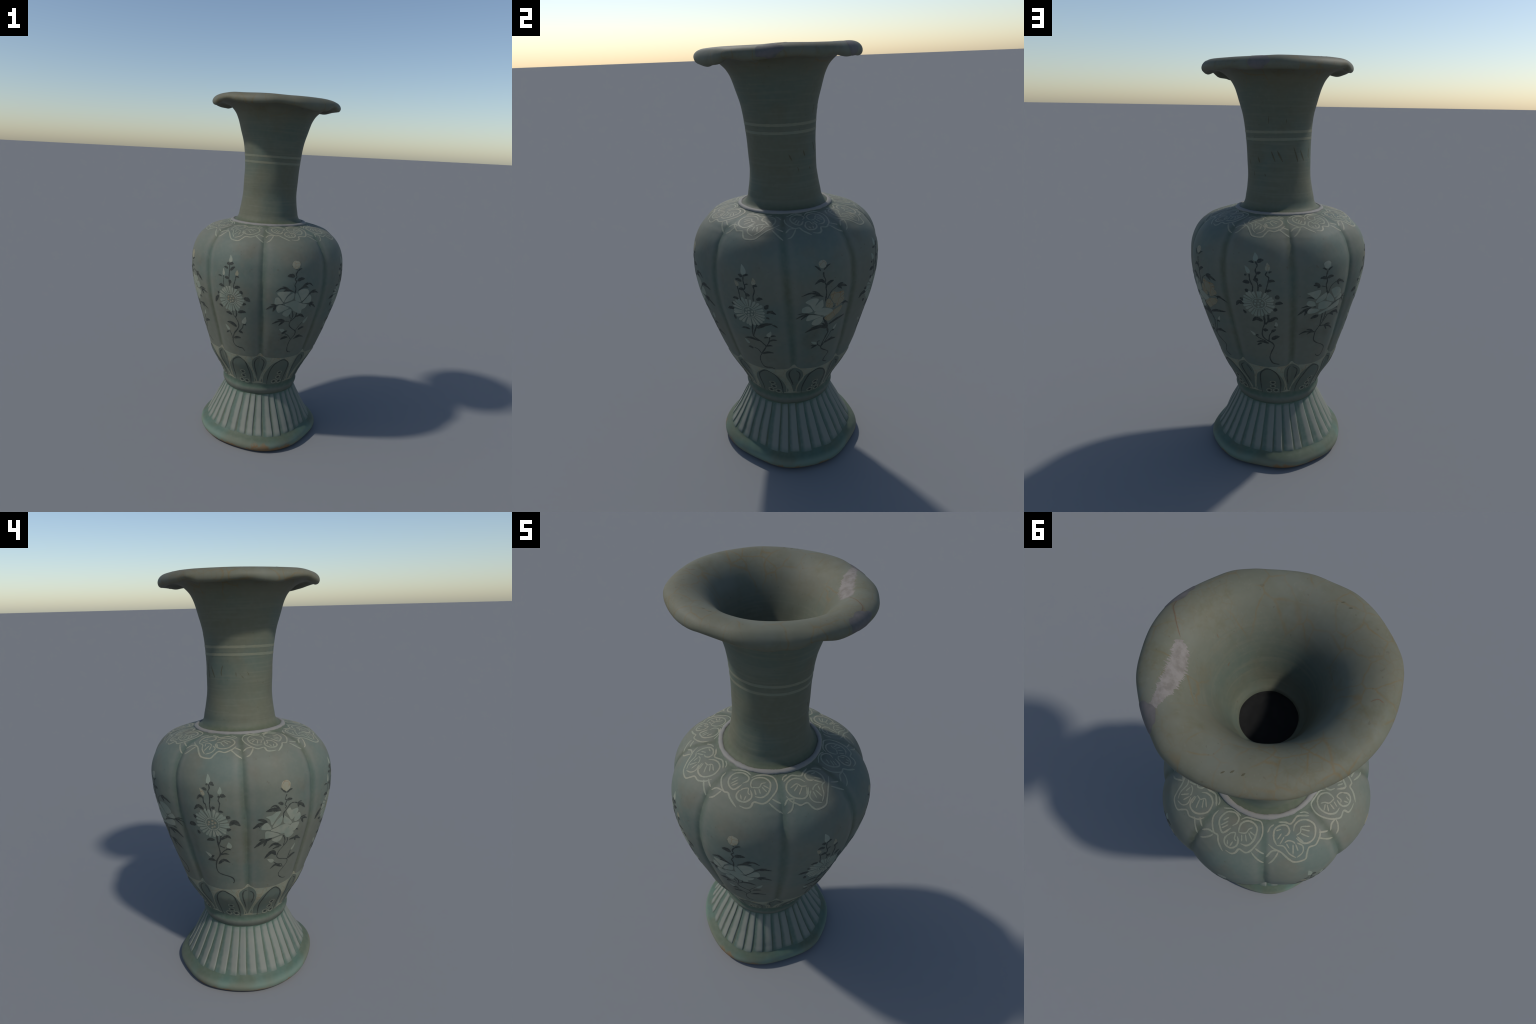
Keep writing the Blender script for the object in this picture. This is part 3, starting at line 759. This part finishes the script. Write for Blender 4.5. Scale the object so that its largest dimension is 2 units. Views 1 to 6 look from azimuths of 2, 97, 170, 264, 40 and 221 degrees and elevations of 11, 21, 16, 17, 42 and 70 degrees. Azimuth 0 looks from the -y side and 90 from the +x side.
peony_panel(6,
    round_bud=[((-1.7, 1105), (-1.8, 1150), 45.8)],
    buds=[((-6.1, 745), (-10.1, 761), 21.2), ((10.0, 790), (13.1, 826), 19.4)],
    stems=[(5.9, [(-0.9, 1096), (-2.1, 1078), (-1.5, 1065), (-2.7, 1052), (-1.6, 1040), (-2.7, 1021), (-1.8, 1002), (-2.2, 974)]), (4.9, [(1.5, 862), (1.1, 836), (-1.7, 811), (-2.7, 794), (-1.8, 776), (1.1, 758), (4.3, 742), (4.6, 717), (1.7, 687), (0.7, 659), (0.7, 631), (2.0, 608), (5.5, 600)]), (3.5, [(8.7, 794), (6.5, 774), (4.2, 745)]), (4.5, [(-2.2, 872), (-1.1, 841), (-2.3, 811)]), (5.3, [(-4.1, 851), (-2.6, 825)]), (3.9, [(-4.8, 731), (-1.3, 716), (1.5, 692)]), (3.0, [(-14.8, 901), (-12.2, 913), (-9.6, 911)]), (3.4, [(4.0, 919), (9.0, 963)]), (3.4, [(4.6, 915), (10.5, 909)]), (4.2, [(-6.7, 810), (-2.8, 809)])],
    leaves=[[(6.6, [(-1.1, 1100), (-5.1, 1123)])], [(6.6, [(-0.9, 1096), (2.4, 1109)])], [(17.6, [(-2.8, 1067), (-8.1, 1069)])], [(16.2, [(-1.1, 1044), (4.6, 1053)])], [(8.1, [(-2.5, 982), (-10.6, 1004), (-15.4, 985)]), (7.4, [(-6.1, 993), (-11.3, 1013)]), (11.1, [(-5.6, 991), (-10.4, 986)])], [(8.9, [(-0.1, 990), (7.8, 1025), (12.2, 1008)]), (5.9, [(2.9, 1008), (7.4, 1032)]), (8.9, [(2.9, 1006), (8.1, 1003)])], [(10.6, [(9.0, 964), (15.8, 983)]), (8.3, [(12.1, 971), (18.6, 963)])], [(8.4, [(10.5, 907), (15.6, 909)]), (10.7, [(10.9, 907), (18.9, 875)]), (8.4, [(10.5, 908), (13.1, 887)])], [(8.2, [(-14.3, 903), (-18.6, 907)]), (10.4, [(-14.3, 901), (-21.7, 877)]), (13.4, [(-14.8, 901), (-16.6, 866)])], [(9.9, [(-6.5, 810), (-12.6, 818)]), (10.6, [(-6.7, 810), (-16.5, 790)]), (9.9, [(-6.7, 809), (-11.1, 781)])], [(12.2, [(1.1, 836), (5.1, 844), (9.4, 826)])], [(13.3, [(6.5, 749), (12.3, 760)])], [(13.1, [(-7.4, 727), (-3.0, 749)])], [(14.0, [(-1.3, 707), (-7.8, 693)])], [(10.2, [(4.3, 692), (15.6, 694)])], [(9.4, [(5.6, 695), (10.8, 712)])]],
    petals=[[(-14.6, 975), (-11.4, 985), (-5.3, 984), (-7.7, 959), (-9.6, 927), (-11.5, 946)], [(-6.9, 957), (-3.0, 979), (-2.3, 966), (-3.0, 943), (-6.4, 929), (-9.1, 925)], [(-1.6, 974), (-0.0, 972), (2.4, 940), (3.0, 924), (-1.3, 936)], [(0.3, 985), (3.5, 998), (7.7, 993), (8.9, 968), (4.3, 929), (2.2, 952)], [(6.5, 937), (9.8, 959), (11.8, 947), (11.9, 920), (8.3, 914), (4.6, 917)], [(-15.9, 924), (-15.6, 947), (-13.5, 952), (-11.4, 934), (-10.0, 917), (-15.4, 911)], [(-14.4, 888), (-12.6, 908), (-9.6, 907), (-5.3, 892), (-8.6, 875), (-12.7, 861)], [(-9.4, 851), (-8.0, 873), (-3.6, 885), (-3.3, 862), (-5.7, 838)], [(-8.9, 911), (-4.8, 927), (-1.3, 934), (3.4, 917), (8.8, 907), (7.9, 887), (5.2, 876), (5.2, 857), (2.8, 857), (-1.1, 872), (-4.4, 896)]],
)

chrysanthemum_panel(7,
    flower=[0.1, 916.0, 10.6, 73.0],
    disc=[0.9, 918.0, 3.8, 28.0],
    buds=[((-0.2, 1095), (-1.5, 1138), 25.0), ((-4.2, 1040), (-6.1, 1063), 17.9), ((5.1, 1054), (5.1, 1085), 19.8), ((9.4, 783), (12.0, 815), 20.6), ((-5.9, 724), (-8.1, 752), 17.0)],
    stems=[(4.8, [(-0.4, 1095), (-0.6, 1066), (0.3, 1039), (-0.6, 1024), (0.6, 1007), (0.2, 973)]), (4.6, [(-4.5, 1039), (-3.8, 1016), (-3.2, 971)]), (5.1, [(5.0, 1052), (5.6, 1026), (4.7, 1001), (4.6, 974)]), (5.4, [(1.5, 852), (-0.3, 795), (0.5, 773), (3.2, 756), (5.4, 737), (6.5, 718), (2.3, 674), (-0.5, 640), (-0.7, 603), (1.3, 578), (6.6, 579), (9.2, 567)]), (6.7, [(4.4, 851), (1.4, 807), (-0.5, 776)]), (4.8, [(10.5, 780), (9.4, 749), (6.5, 718)]), (4.3, [(1.7, 674), (0.1, 696), (-2.6, 704)])],
    leaves=[[(9.0, [(-0.4, 1090), (2.7, 1096)])], [(10.9, [(-1.2, 1084), (-3.7, 1093)])], [(11.6, [(-1.5, 1063), (-5.7, 1069)])], [(5.8, [(0.2, 1050), (2.3, 1054)])], [(11.7, [(-0.5, 1027), (-3.7, 1026)])], [(15.0, [(0.1, 1003), (2.8, 1001)])], [(10.9, [(5.0, 1051), (7.4, 1047)])], [(11.2, [(-4.3, 975), (-8.6, 976)])], [(14.3, [(6.3, 983), (10.0, 990)])], [(10.7, [(-8.1, 937), (-10.3, 949)])], [(14.8, [(-8.6, 918), (-14.7, 907)])], [(11.7, [(-10.2, 859), (-10.5, 884)])], [(16.4, [(10.7, 938), (12.8, 962)])], [(11.8, [(11.4, 926), (16.7, 910)])], [(9.2, [(11.3, 916), (15.3, 930)])], [(9.3, [(10.5, 894), (12.6, 886)])], [(10.3, [(-1.1, 819), (-7.5, 817)])], [(17.0, [(3.8, 830), (13.9, 859)])], [(7.4, [(13.4, 853), (16.8, 834)])], [(11.8, [(3.1, 753), (-7.8, 757)])], [(14.2, [(-3.5, 697), (-7.6, 701)])], [(8.4, [(6.5, 721), (11.5, 726)])], [(8.3, [(9.5, 754), (15.2, 761)])], [(8.2, [(11.1, 783), (14.9, 786)])], [(7.6, [(9.7, 777), (6.6, 773)])], [(12.1, [(2.4, 670), (11.3, 681)])]],
)

peony_panel(0,
    round_bud=[((-1.2, 1118), (-0.5, 1153), 36.5)],
    buds=[((-3.8, 723), (-7.4, 742), 16.9), ((8.5, 792), (10.8, 817), 12.6)],
    stems=[(5.7, [(-0.9, 1102), (-0.8, 1085), (0.2, 1066), (-0.3, 1056), (0.6, 1041), (0.4, 1027), (0.8, 1008), (0.4, 962)]), (4.9, [(4.5, 787), (2.2, 750), (0.2, 706), (0.8, 687), (5.4, 664), (7.4, 648), (5.1, 624), (4.0, 600), (7.9, 584)]), (3.5, [(7.0, 787), (4.1, 746), (0.5, 705)]), (5.0, [(-0.0, 702), (-2.6, 719), (-2.8, 739), (-1.2, 740)]), (3.3, [(1.5, 972), (3.6, 1007), (7.2, 1025)]), (8.7, [(-0.3, 878), (2.0, 838), (4.2, 788)]), (3.0, [(5.6, 924), (9.0, 928), (13.6, 927)]), (2.7, [(-2.1, 892), (-6.8, 903), (-9.9, 907)])],
    leaves=[[(7.0, [(-2.2, 1108), (-5.5, 1133)])], [(7.0, [(-0.7, 1111), (3.8, 1132)])], [(12.9, [(0.6, 1041), (5.1, 1058)])], [(11.6, [(-0.1, 1054), (-2.7, 1067), (-5.9, 1052)])], [(7.8, [(-0.9, 988), (-7.4, 1012), (-13.3, 998)]), (6.5, [(-2.8, 999), (-7.6, 1023)]), (6.5, [(-2.8, 995), (-8.1, 992)])], [(9.8, [(7.2, 1025), (11.8, 1032)]), (11.1, [(7.5, 1022), (15.2, 1008)]), (7.9, [(7.7, 1023), (11.0, 1005)])], [(6.1, [(13.0, 925), (17.2, 926)]), (6.1, [(13.0, 925), (20.4, 903)]), (4.8, [(13.7, 922), (14.0, 913)])], [(5.9, [(-8.6, 905), (-12.5, 910), (-15.8, 904)]), (7.3, [(-9.0, 904), (-16.8, 880)]), (7.9, [(-9.4, 903), (-13.9, 876)])], [(12.3, [(3.7, 830), (9.5, 845), (17.6, 850)]), (9.7, [(3.5, 808), (-1.3, 849)]), (9.6, [(3.4, 813), (1.1, 862)])], [(13.8, [(2.9, 811), (-2.6, 831), (-8.0, 827)]), (10.9, [(-1.6, 823), (-11.6, 802)])], [(12.0, [(2.1, 722), (12.5, 728)]), (7.1, [(6.4, 732), (8.8, 744)])], [(9.2, [(-3.1, 715), (-7.5, 699)]), (7.0, [(-3.4, 718), (-7.6, 716)])], [(7.7, [(7.1, 785), (9.5, 782)])]],
    petals=[[(-11.0, 969), (-7.0, 986), (-3.6, 980), (-5.2, 951), (-6.4, 926), (-8.4, 952)], [(-5.6, 943), (-1.7, 974), (-0.7, 956), (-0.8, 937), (-3.7, 921), (-6.2, 920)], [(-13.2, 924), (-12.5, 940), (-9.3, 947), (-6.8, 921), (-9.9, 913), (-12.7, 914)], [(-10.8, 875), (-9.4, 899), (-5.4, 899), (-1.6, 889), (-6.7, 875), (-10.1, 869)], [(-7.6, 851), (-5.8, 873), (-1.1, 884), (-0.6, 861), (-2.7, 843), (-5.6, 840)], [(-6.1, 908), (-3.2, 925), (-0.0, 930), (4.7, 916), (6.0, 899), (0.9, 885), (-0.6, 890)], [(3.3, 984), (4.6, 1005), (7.9, 996), (12.8, 991), (12.8, 961), (7.6, 939), (5.6, 948)], [(0.6, 943), (1.5, 972), (3.5, 968), (5.7, 940), (5.1, 921), (1.4, 931)], [(7.4, 920), (8.6, 949), (13.5, 959), (13.9, 942), (11.5, 929)], [(0.5, 877), (6.4, 906), (13.2, 914), (11.8, 887), (7.7, 868), (4.0, 851), (1.1, 862)]],
)

chrysanthemum_panel(1,
    flower=[0.9, 933.5, 9.6, 67.5],
    disc=[1.3, 935.5, 4.2, 28.5],
    buds=[((0.3, 1137), (-0.2, 1171), 23.4), ((-3.5, 1080), (-5.9, 1112), 18.6), ((7.1, 1096), (7.1, 1131), 22.8), ((10.8, 811), (10.8, 836), 16.0), ((-4.4, 756), (-7.4, 778), 13.8)],
    stems=[(6.0, [(0.3, 1133), (1.5, 1118), (0.4, 1097), (0.9, 1076), (-0.3, 1054), (1.2, 1040), (1.7, 1019), (1.3, 993)]), (6.1, [(-3.3, 1076), (-3.0, 1048), (-1.8, 1027), (-1.5, 1013), (-2.1, 986)]), (5.7, [(7.0, 1090), (6.1, 1076), (7.8, 1064), (7.5, 1043), (6.7, 1021), (5.7, 991)]), (6.3, [(3.6, 878), (3.6, 832), (1.8, 797), (0.9, 761), (2.4, 739), (4.9, 727), (7.5, 713), (8.2, 694), (5.8, 661), (4.1, 627), (5.3, 598), (7.4, 588), (11.3, 582)]), (9.1, [(6.4, 877), (5.9, 841), (3.7, 823)]), (5.5, [(5.0, 731), (6.0, 763), (9.1, 791)]), (4.4, [(-3.9, 754), (-1.4, 741), (2.8, 728)])],
    leaves=[[(15.4, [(1.2, 1131), (5.2, 1142)])], [(8.7, [(-0.5, 1128), (-3.8, 1131)])], [(11.4, [(1.0, 1079), (3.6, 1086)])], [(15.5, [(1.9, 1048), (-1.2, 1050)])], [(12.2, [(2.0, 1026), (3.9, 1022)])], [(14.9, [(-3.1, 1035), (-7.7, 1034)])], [(12.1, [(7.5, 1045), (11.4, 1046)])], [(7.4, [(7.7, 1085), (9.8, 1091)])], [(15.1, [(-4.5, 990), (-6.5, 1001)])], [(12.2, [(6.2, 997), (9.3, 1002)])], [(13.9, [(-7.9, 944), (-10.7, 950)])], [(12.7, [(-7.7, 874), (-9.4, 892)])], [(18.5, [(11.1, 973), (13.5, 958)])], [(15.2, [(10.9, 932), (15.8, 933)])], [(16.7, [(9.7, 900), (12.3, 901)])], [(17.2, [(2.1, 788), (5.3, 789)])], [(12.9, [(7.2, 778), (10.7, 793)])], [(18.9, [(7.0, 736), (12.8, 752)])], [(12.4, [(4.8, 713), (-4.2, 718)])], [(8.1, [(-0.3, 713), (-4.1, 698)])], [(10.0, [(10.0, 804), (10.4, 815)])], [(8.7, [(-4.1, 756), (-1.6, 757)])], [(9.5, [(-6.3, 1068), (-4.7, 1071)])], [(16.8, [(-8.0, 924), (-11.6, 930), (-14.1, 908)])], [(17.7, [(2.5, 840), (-1.2, 854), (-4.4, 836)])], [(15.5, [(5.9, 837), (10.5, 858), (12.3, 849)])]],
)

peony_panel(2,
    round_bud=[((-0.3, 1091), (-0.2, 1129), 38.6)],
    stems=[(6.9, [(-0.2, 1083), (-1.1, 1057), (-0.4, 1033), (-1.0, 1012), (0.6, 966)]), (3.5, [(1.1, 969), (2.7, 1003), (6.3, 1020), (9.2, 1016)]), (4.2, [(-4.1, 1012), (-1.2, 1005)]), (5.0, [(-1.1, 869), (-1.3, 831), (-1.7, 797), (-4.3, 764), (-4.7, 742), (-4.6, 715), (-1.7, 694), (3.7, 674), (7.6, 651), (7.8, 624), (5.8, 602), (2.0, 605), (0.0, 619)]), (5.1, [(3.5, 853), (1.1, 823), (-1.6, 792)]), (5.0, [(1.0, 883), (1.3, 848), (-0.1, 820)]), (4.4, [(-1.6, 792), (1.4, 791), (5.4, 781)]), (4.4, [(-4.9, 763), (-8.6, 774)]), (2.9, [(3.0, 888), (6.6, 906), (14.9, 916)])],
    leaves=[[(6.9, [(-0.6, 1084), (-4.0, 1098)])], [(6.9, [(-0.0, 1083), (3.4, 1097)])], [(12.5, [(-0.7, 1045), (-5.2, 1050)])], [(13.9, [(-0.5, 1047), (4.3, 1051)])], [(11.8, [(-4.9, 1012), (-9.2, 1018)]), (9.7, [(-5.1, 1013), (-8.6, 1030)]), (9.7, [(-4.9, 1010), (-6.8, 1003)])], [(7.8, [(7.0, 1020), (10.6, 1025)]), (9.2, [(7.1, 1020), (15.2, 1000)]), (9.9, [(7.1, 1019), (9.4, 1000)])], [(5.1, [(14.3, 918), (21.8, 926)]), (5.1, [(14.3, 918), (22.5, 906)]), (6.6, [(14.9, 917), (19.7, 889)])], [(8.5, [(-6.2, 904), (-16.2, 904)]), (10.6, [(-9.5, 905), (-18.1, 864)]), (12.7, [(-11.0, 905), (-13.7, 863)])], [(15.8, [(-3.9, 852), (-9.4, 843)]), (9.3, [(-4.4, 848), (-5.2, 862)])], [(12.4, [(3.6, 850), (11.5, 852), (16.9, 823)]), (10.9, [(4.9, 852), (9.7, 833)])], [(6.6, [(1.5, 789), (8.9, 786)]), (8.1, [(2.2, 788), (12.0, 751)]), (6.6, [(2.5, 788), (5.6, 758)])], [(9.6, [(-4.8, 762), (-11.9, 770), (-16.6, 754)]), (8.8, [(-6.2, 767), (-11.5, 783)]), (5.9, [(-6.1, 765), (-10.8, 753)])], [(7.0, [(-7.8, 948), (-13.1, 956)])], [(7.3, [(7.7, 876), (13.6, 866)])]],
    petals=[[(-12.8, 979), (-9.9, 986), (-4.7, 993), (-4.4, 973), (-7.0, 947), (-10.7, 968)], [(-7.1, 931), (-5.1, 953), (-0.2, 975), (0.2, 954), (-1.6, 937), (-5.7, 926)], [(0.4, 934), (0.5, 958), (2.3, 967), (7.1, 926), (6.3, 915), (2.0, 927)], [(3.2, 982), (5.5, 990), (7.8, 991), (11.5, 978), (13.2, 949), (7.9, 932), (5.6, 949)], [(8.3, 923), (13.4, 945), (15.0, 924), (10.9, 917)], [(-12.8, 923), (-11.3, 941), (-7.8, 932), (-7.0, 911), (-10.5, 910)], [(-12.0, 885), (-9.9, 899), (-3.5, 888), (-6.5, 874), (-11.1, 872)], [(-5.1, 905), (-4.7, 924), (-1.0, 930), (5.4, 911), (2.3, 891), (-1.2, 887), (-4.7, 892)], [(-1.0, 878), (5.5, 896), (13.0, 912), (13.1, 882), (7.8, 874), (1.0, 870), (-3.5, 860), (-4.2, 870)]],
)

chrysanthemum_panel(3,
    flower=[1.4, 945.5, 10.3, 71.5],
    disc=[1.8, 943.5, 4.0, 31.5],
    buds=[((2.3, 1133), (1.9, 1172), 20.2), ((-0.6, 1080), (-2.9, 1112), 17.1), ((8.2, 1089), (9.0, 1121), 17.9), ((9.7, 814), (9.9, 848), 24.9), ((-3.6, 759), (-7.4, 783), 17.1)],
    stems=[(5.5, [(2.7, 1130), (3.0, 1113), (2.1, 1099), (2.8, 1082), (2.7, 1058), (2.2, 1040), (2.5, 1008)]), (4.6, [(-1.1, 1075), (-1.1, 1048), (-0.1, 1038), (0.0, 1006)]), (4.9, [(8.5, 1079), (7.4, 1060), (8.0, 1046), (6.7, 1009)]), (6.1, [(3.3, 887), (3.1, 840), (3.4, 797), (3.1, 775), (0.1, 741), (-1.4, 703), (-0.7, 671), (2.5, 659), (7.0, 650), (9.8, 638), (10.6, 618), (9.5, 606)]), (7.5, [(5.9, 888), (4.8, 854), (2.9, 831)]), (4.9, [(8.9, 810), (6.2, 799), (3.1, 775)]), (5.0, [(-3.5, 755), (-2.7, 742), (-0.0, 736)]), (6.9, [(3.8, 828), (7.0, 816)])],
    leaves=[[(13.0, [(2.7, 1137), (5.7, 1125)])], [(11.1, [(1.5, 1104), (-1.6, 1112)])], [(14.4, [(2.7, 1075), (5.1, 1078)])], [(11.2, [(3.0, 1022), (5.2, 1025)])], [(8.5, [(2.3, 1129), (0.8, 1128)])], [(14.3, [(8.5, 1080), (11.8, 1077)])], [(9.1, [(8.5, 1079), (7.2, 1075)])], [(9.2, [(6.9, 1008), (9.4, 1004)])], [(12.2, [(-7.9, 963), (-9.5, 980)])], [(20.6, [(-9.4, 927), (-14.9, 920)])], [(12.5, [(-7.9, 881), (-9.2, 900)])], [(15.3, [(10.4, 977), (12.9, 975)])], [(12.8, [(9.5, 911), (12.5, 916)])], [(13.8, [(1.5, 858), (-4.1, 852)])], [(7.7, [(3.1, 775), (9.4, 781)])], [(14.3, [(-1.1, 738), (-6.9, 736)])], [(9.3, [(-3.5, 755), (-1.0, 769)])], [(7.6, [(7.4, 810), (10.8, 805)])], [(10.5, [(-1.2, 1069), (-3.2, 1076), (-5.2, 1058)])], [(14.0, [(-1.7, 1013), (-4.8, 1028), (-8.1, 1007)])], [(20.1, [(11.7, 938), (14.6, 954), (18.1, 932)])], [(13.7, [(5.5, 863), (9.5, 881), (11.8, 869)])], [(12.9, [(0.7, 721), (5.2, 747), (9.4, 732)])]],
)

peony_panel(4,
    round_bud=[((0.7, 1082), (1.3, 1132), 46.2)],
    buds=[((8.6, 763), (11.0, 796), 13.7), ((-5.2, 720), (-9.6, 739), 21.5)],
    stems=[(4.3, [(1.0, 1068), (-0.3, 1048), (0.7, 1041), (-0.6, 1021), (0.3, 1013), (-0.6, 1003)]), (4.4, [(-1.8, 978), (0.3, 998), (2.9, 1019), (5.6, 1022), (8.5, 1012)]), (4.7, [(-1.5, 977), (-1.6, 958)]), (3.8, [(2.7, 848), (3.1, 822), (0.4, 797), (-2.0, 775), (-2.9, 750), (-1.3, 734), (3.1, 723), (6.5, 713), (6.9, 693), (4.2, 667), (1.4, 645), (2.2, 622), (6.1, 602), (9.8, 596)]), (4.8, [(-0.4, 863), (1.3, 834), (0.8, 805)]), (3.6, [(7.9, 763), (7.2, 742), (6.5, 713)]), (4.0, [(-4.5, 714), (-0.9, 700), (1.8, 696), (3.6, 673)])],
    leaves=[[(9.3, [(0.7, 1075), (-2.7, 1099)])], [(8.6, [(0.9, 1075), (5.0, 1088)])], [(10.6, [(0.5, 1040), (4.5, 1040)])], [(13.3, [(-1.6, 1023), (-4.7, 1034)])], [(13.8, [(6.7, 716), (14.0, 733)])], [(6.3, [(6.7, 879), (11.1, 870)])], [(8.7, [(-3.0, 995), (-6.1, 1023), (-9.2, 1017)]), (17.3, [(-3.0, 997), (-11.9, 999)])], [(13.6, [(8.5, 1012), (15.2, 975)]), (4.7, [(8.2, 1014), (12.0, 1015)]), (9.5, [(8.5, 1014), (9.2, 991)])], [(6.2, [(8.4, 920), (17.7, 930)]), (8.4, [(11.7, 922), (19.3, 909)]), (9.8, [(12.4, 922), (15.0, 897)])], [(13.4, [(-11.1, 944), (-16.8, 960)]), (14.8, [(-12.0, 943), (-19.7, 913)]), (8.7, [(-14.7, 944), (-15.9, 918)])], [(15.1, [(-7.9, 857), (-19.1, 808)]), (15.2, [(-11.7, 844), (-16.0, 852)]), (10.3, [(-11.2, 846), (-12.9, 815)])], [(12.7, [(-0.6, 804), (-6.0, 823), (-9.6, 804)]), (8.4, [(-1.9, 802), (-6.9, 794)])], [(17.0, [(-3.8, 756), (-6.9, 779), (-11.8, 745)])], [(10.6, [(4.4, 830), (16.1, 808)]), (9.2, [(7.7, 829), (12.6, 832)]), (7.8, [(9.1, 827), (10.5, 811)])], [(11.7, [(2.4, 678), (-2.7, 699), (-6.8, 680)])]],
    petals=[[(-12.0, 972), (-8.4, 979), (-5.8, 993), (-3.2, 992), (-6.1, 957), (-8.6, 928), (-9.8, 956)], [(-8.1, 913), (-6.1, 945), (-2.2, 971), (-2.5, 940), (-4.2, 924)], [(-1.2, 965), (-0.5, 966), (4.0, 932), (3.9, 916), (-1.0, 929)], [(0.4, 990), (2.6, 1003), (3.8, 989), (8.0, 990), (8.9, 973), (4.5, 937), (2.2, 959)], [(6.4, 925), (6.7, 954), (10.3, 963), (11.5, 935), (9.6, 923)], [(-14.8, 910), (-13.3, 937), (-10.9, 941), (-8.6, 908), (-11.6, 906)], [(-12.3, 863), (-12.3, 895), (-9.7, 897), (-3.2, 874), (-5.5, 865), (-11.3, 858)], [(-8.0, 847), (-5.9, 857), (-1.4, 863), (-2.1, 841), (-4.6, 832)], [(-9.3, 900), (-6.0, 913), (-2.2, 923), (0.9, 922), (4.6, 909), (4.8, 918), (10.8, 912), (9.8, 886), (6.9, 872), (2.6, 878), (-1.6, 873), (-4.8, 885)], [(0.1, 866), (0.9, 881), (7.1, 868), (5.2, 847), (2.2, 847)]],
)

# ------------------------------------------------------ repairs, cracks, brown marks
S_TOP = float(seg[len(prof_out) + int(np.argmax(prof_all[len(prof_out):, 1]))])
def rim(deg, off):
    """angle and distance (mm) inwards from the crest of the lip"""
    return (math.radians(deg), S_TOP + off / 1000)
def repair(path, widths, mat, name):
    w = max(widths); tt = np.linspace(0, 1, len(widths))
    q = ribbon([rim(*p) for p in path], w, h=.0009, shape=lambda t: np.interp(t, tt, np.array(widths) / w), step=.0026, rough=.32, sink=.0008)
    return Pieces().add(q).make(name, mat, neck)
repair([(23.5, 45), (29, 60), (36, 64), (43, 58), (50, 46), (56, 28), (61, 6), (65, -18)], [.022, .058, .058, .074, .052, .064, .034, .026], MAT_PLASTER, "plaster_repair")
def ragged(deg, off, half_deg, half_off):
    """irregular blotch of overpaint over the edge of the lip"""
    q = [rim(deg + half_deg * math.cos(x) * (1 + rng.uniform(-.2, .15)), off + half_off * math.sin(x) * (1 + rng.uniform(-.2, .15)))
         for x in np.linspace(0, 2 * np.pi, 16, endpoint=False)]
    return Pieces().add(patch(q, h=.0010, rings=14, step=.003)).make("plaster_repair", MAT_PLASTER_DARK, neck)
ragged(67, -55, 7.5, 38)
ragged(0, -58, 9.0, 36)
P = Pieces()
for path, w in [([(21.5, 46), (16.7, 24), (11.8, 0), (8.0, -22), (2.5, -34)], .0036), ([(204.5, -12), (205.5, 6), (203, 22)], .003), ([(-.3, 118), (.5, 132)], .003), ([(1.7, 221), (5.7, 227)], .005)]:
    P.add(ribbon([rim(*p) for p in path], w, h=.0006, rough=.3))
P.make("rim_crack", MAT_CRACK, neck, kind="stuff")

def on_neck(deg, zmm):
    return (math.radians(deg), float(s_of_z(zmm / 1000)))
P = Pieces()
for path, w in [([(106.8, 1603), (111.3, 1567), (114.8, 1534)], .0075), ([(120.3, 1589), (125, 1562), (129.4, 1538)], .0060), ([(77.6, 1587), (83.4, 1555), (86.8, 1536)], .0085),
                ([(67.3, 1583), (71.3, 1554), (73.7, 1536)], .0070), ([(41.0, 1556), (44.5, 1529)], .0075), ([(15.3, 1543), (20.2, 1514)], .0060),
                ([(146.4, 1595), (143.4, 1563), (145, 1548)], .0050), ([(169.2, 1566), (169.8, 1545)], .0030),
                ([(178, 1550), (182.4, 1537)], .0030), ([(188.5, 1566), (191.4, 1548)], .0030), ([(63.7, 1707), (65.7, 1744)], .0035),
                ([(54.2, 1478), (55.4, 1466)], .0075), ([(110.3, 1442), (111, 1436)], .0050), ([(28.8, 1487), (31.3, 1463)], .0030), ([(92.7, 1733), (93.5, 1712)], .0030)]:
    P.add(ribbon([on_neck(*p) for p in path], w, h=.0006, shape=lambda t: np.sin(np.pi * np.clip(t, .02, .98)) ** .6 + .1, rough=.25))
P.make("glaze_mark", MAT_SCRATCH, neck, kind="stuff")

# a few rusty crackle lines in the cream ground, and small stains on the mouth
P = Pieces()
for d, off in [(113.3, -12), (117.3, -4), (122.6, -6), (264.2, 10), (269.7, 10)]:
    P.add(ribbon([rim(d - .8, off - 4), rim(d + .8, off + 4)], .0055, h=.0005, rough=.3))
P.make("mouth_stain", MAT_SCRATCH, neck, kind="stuff")
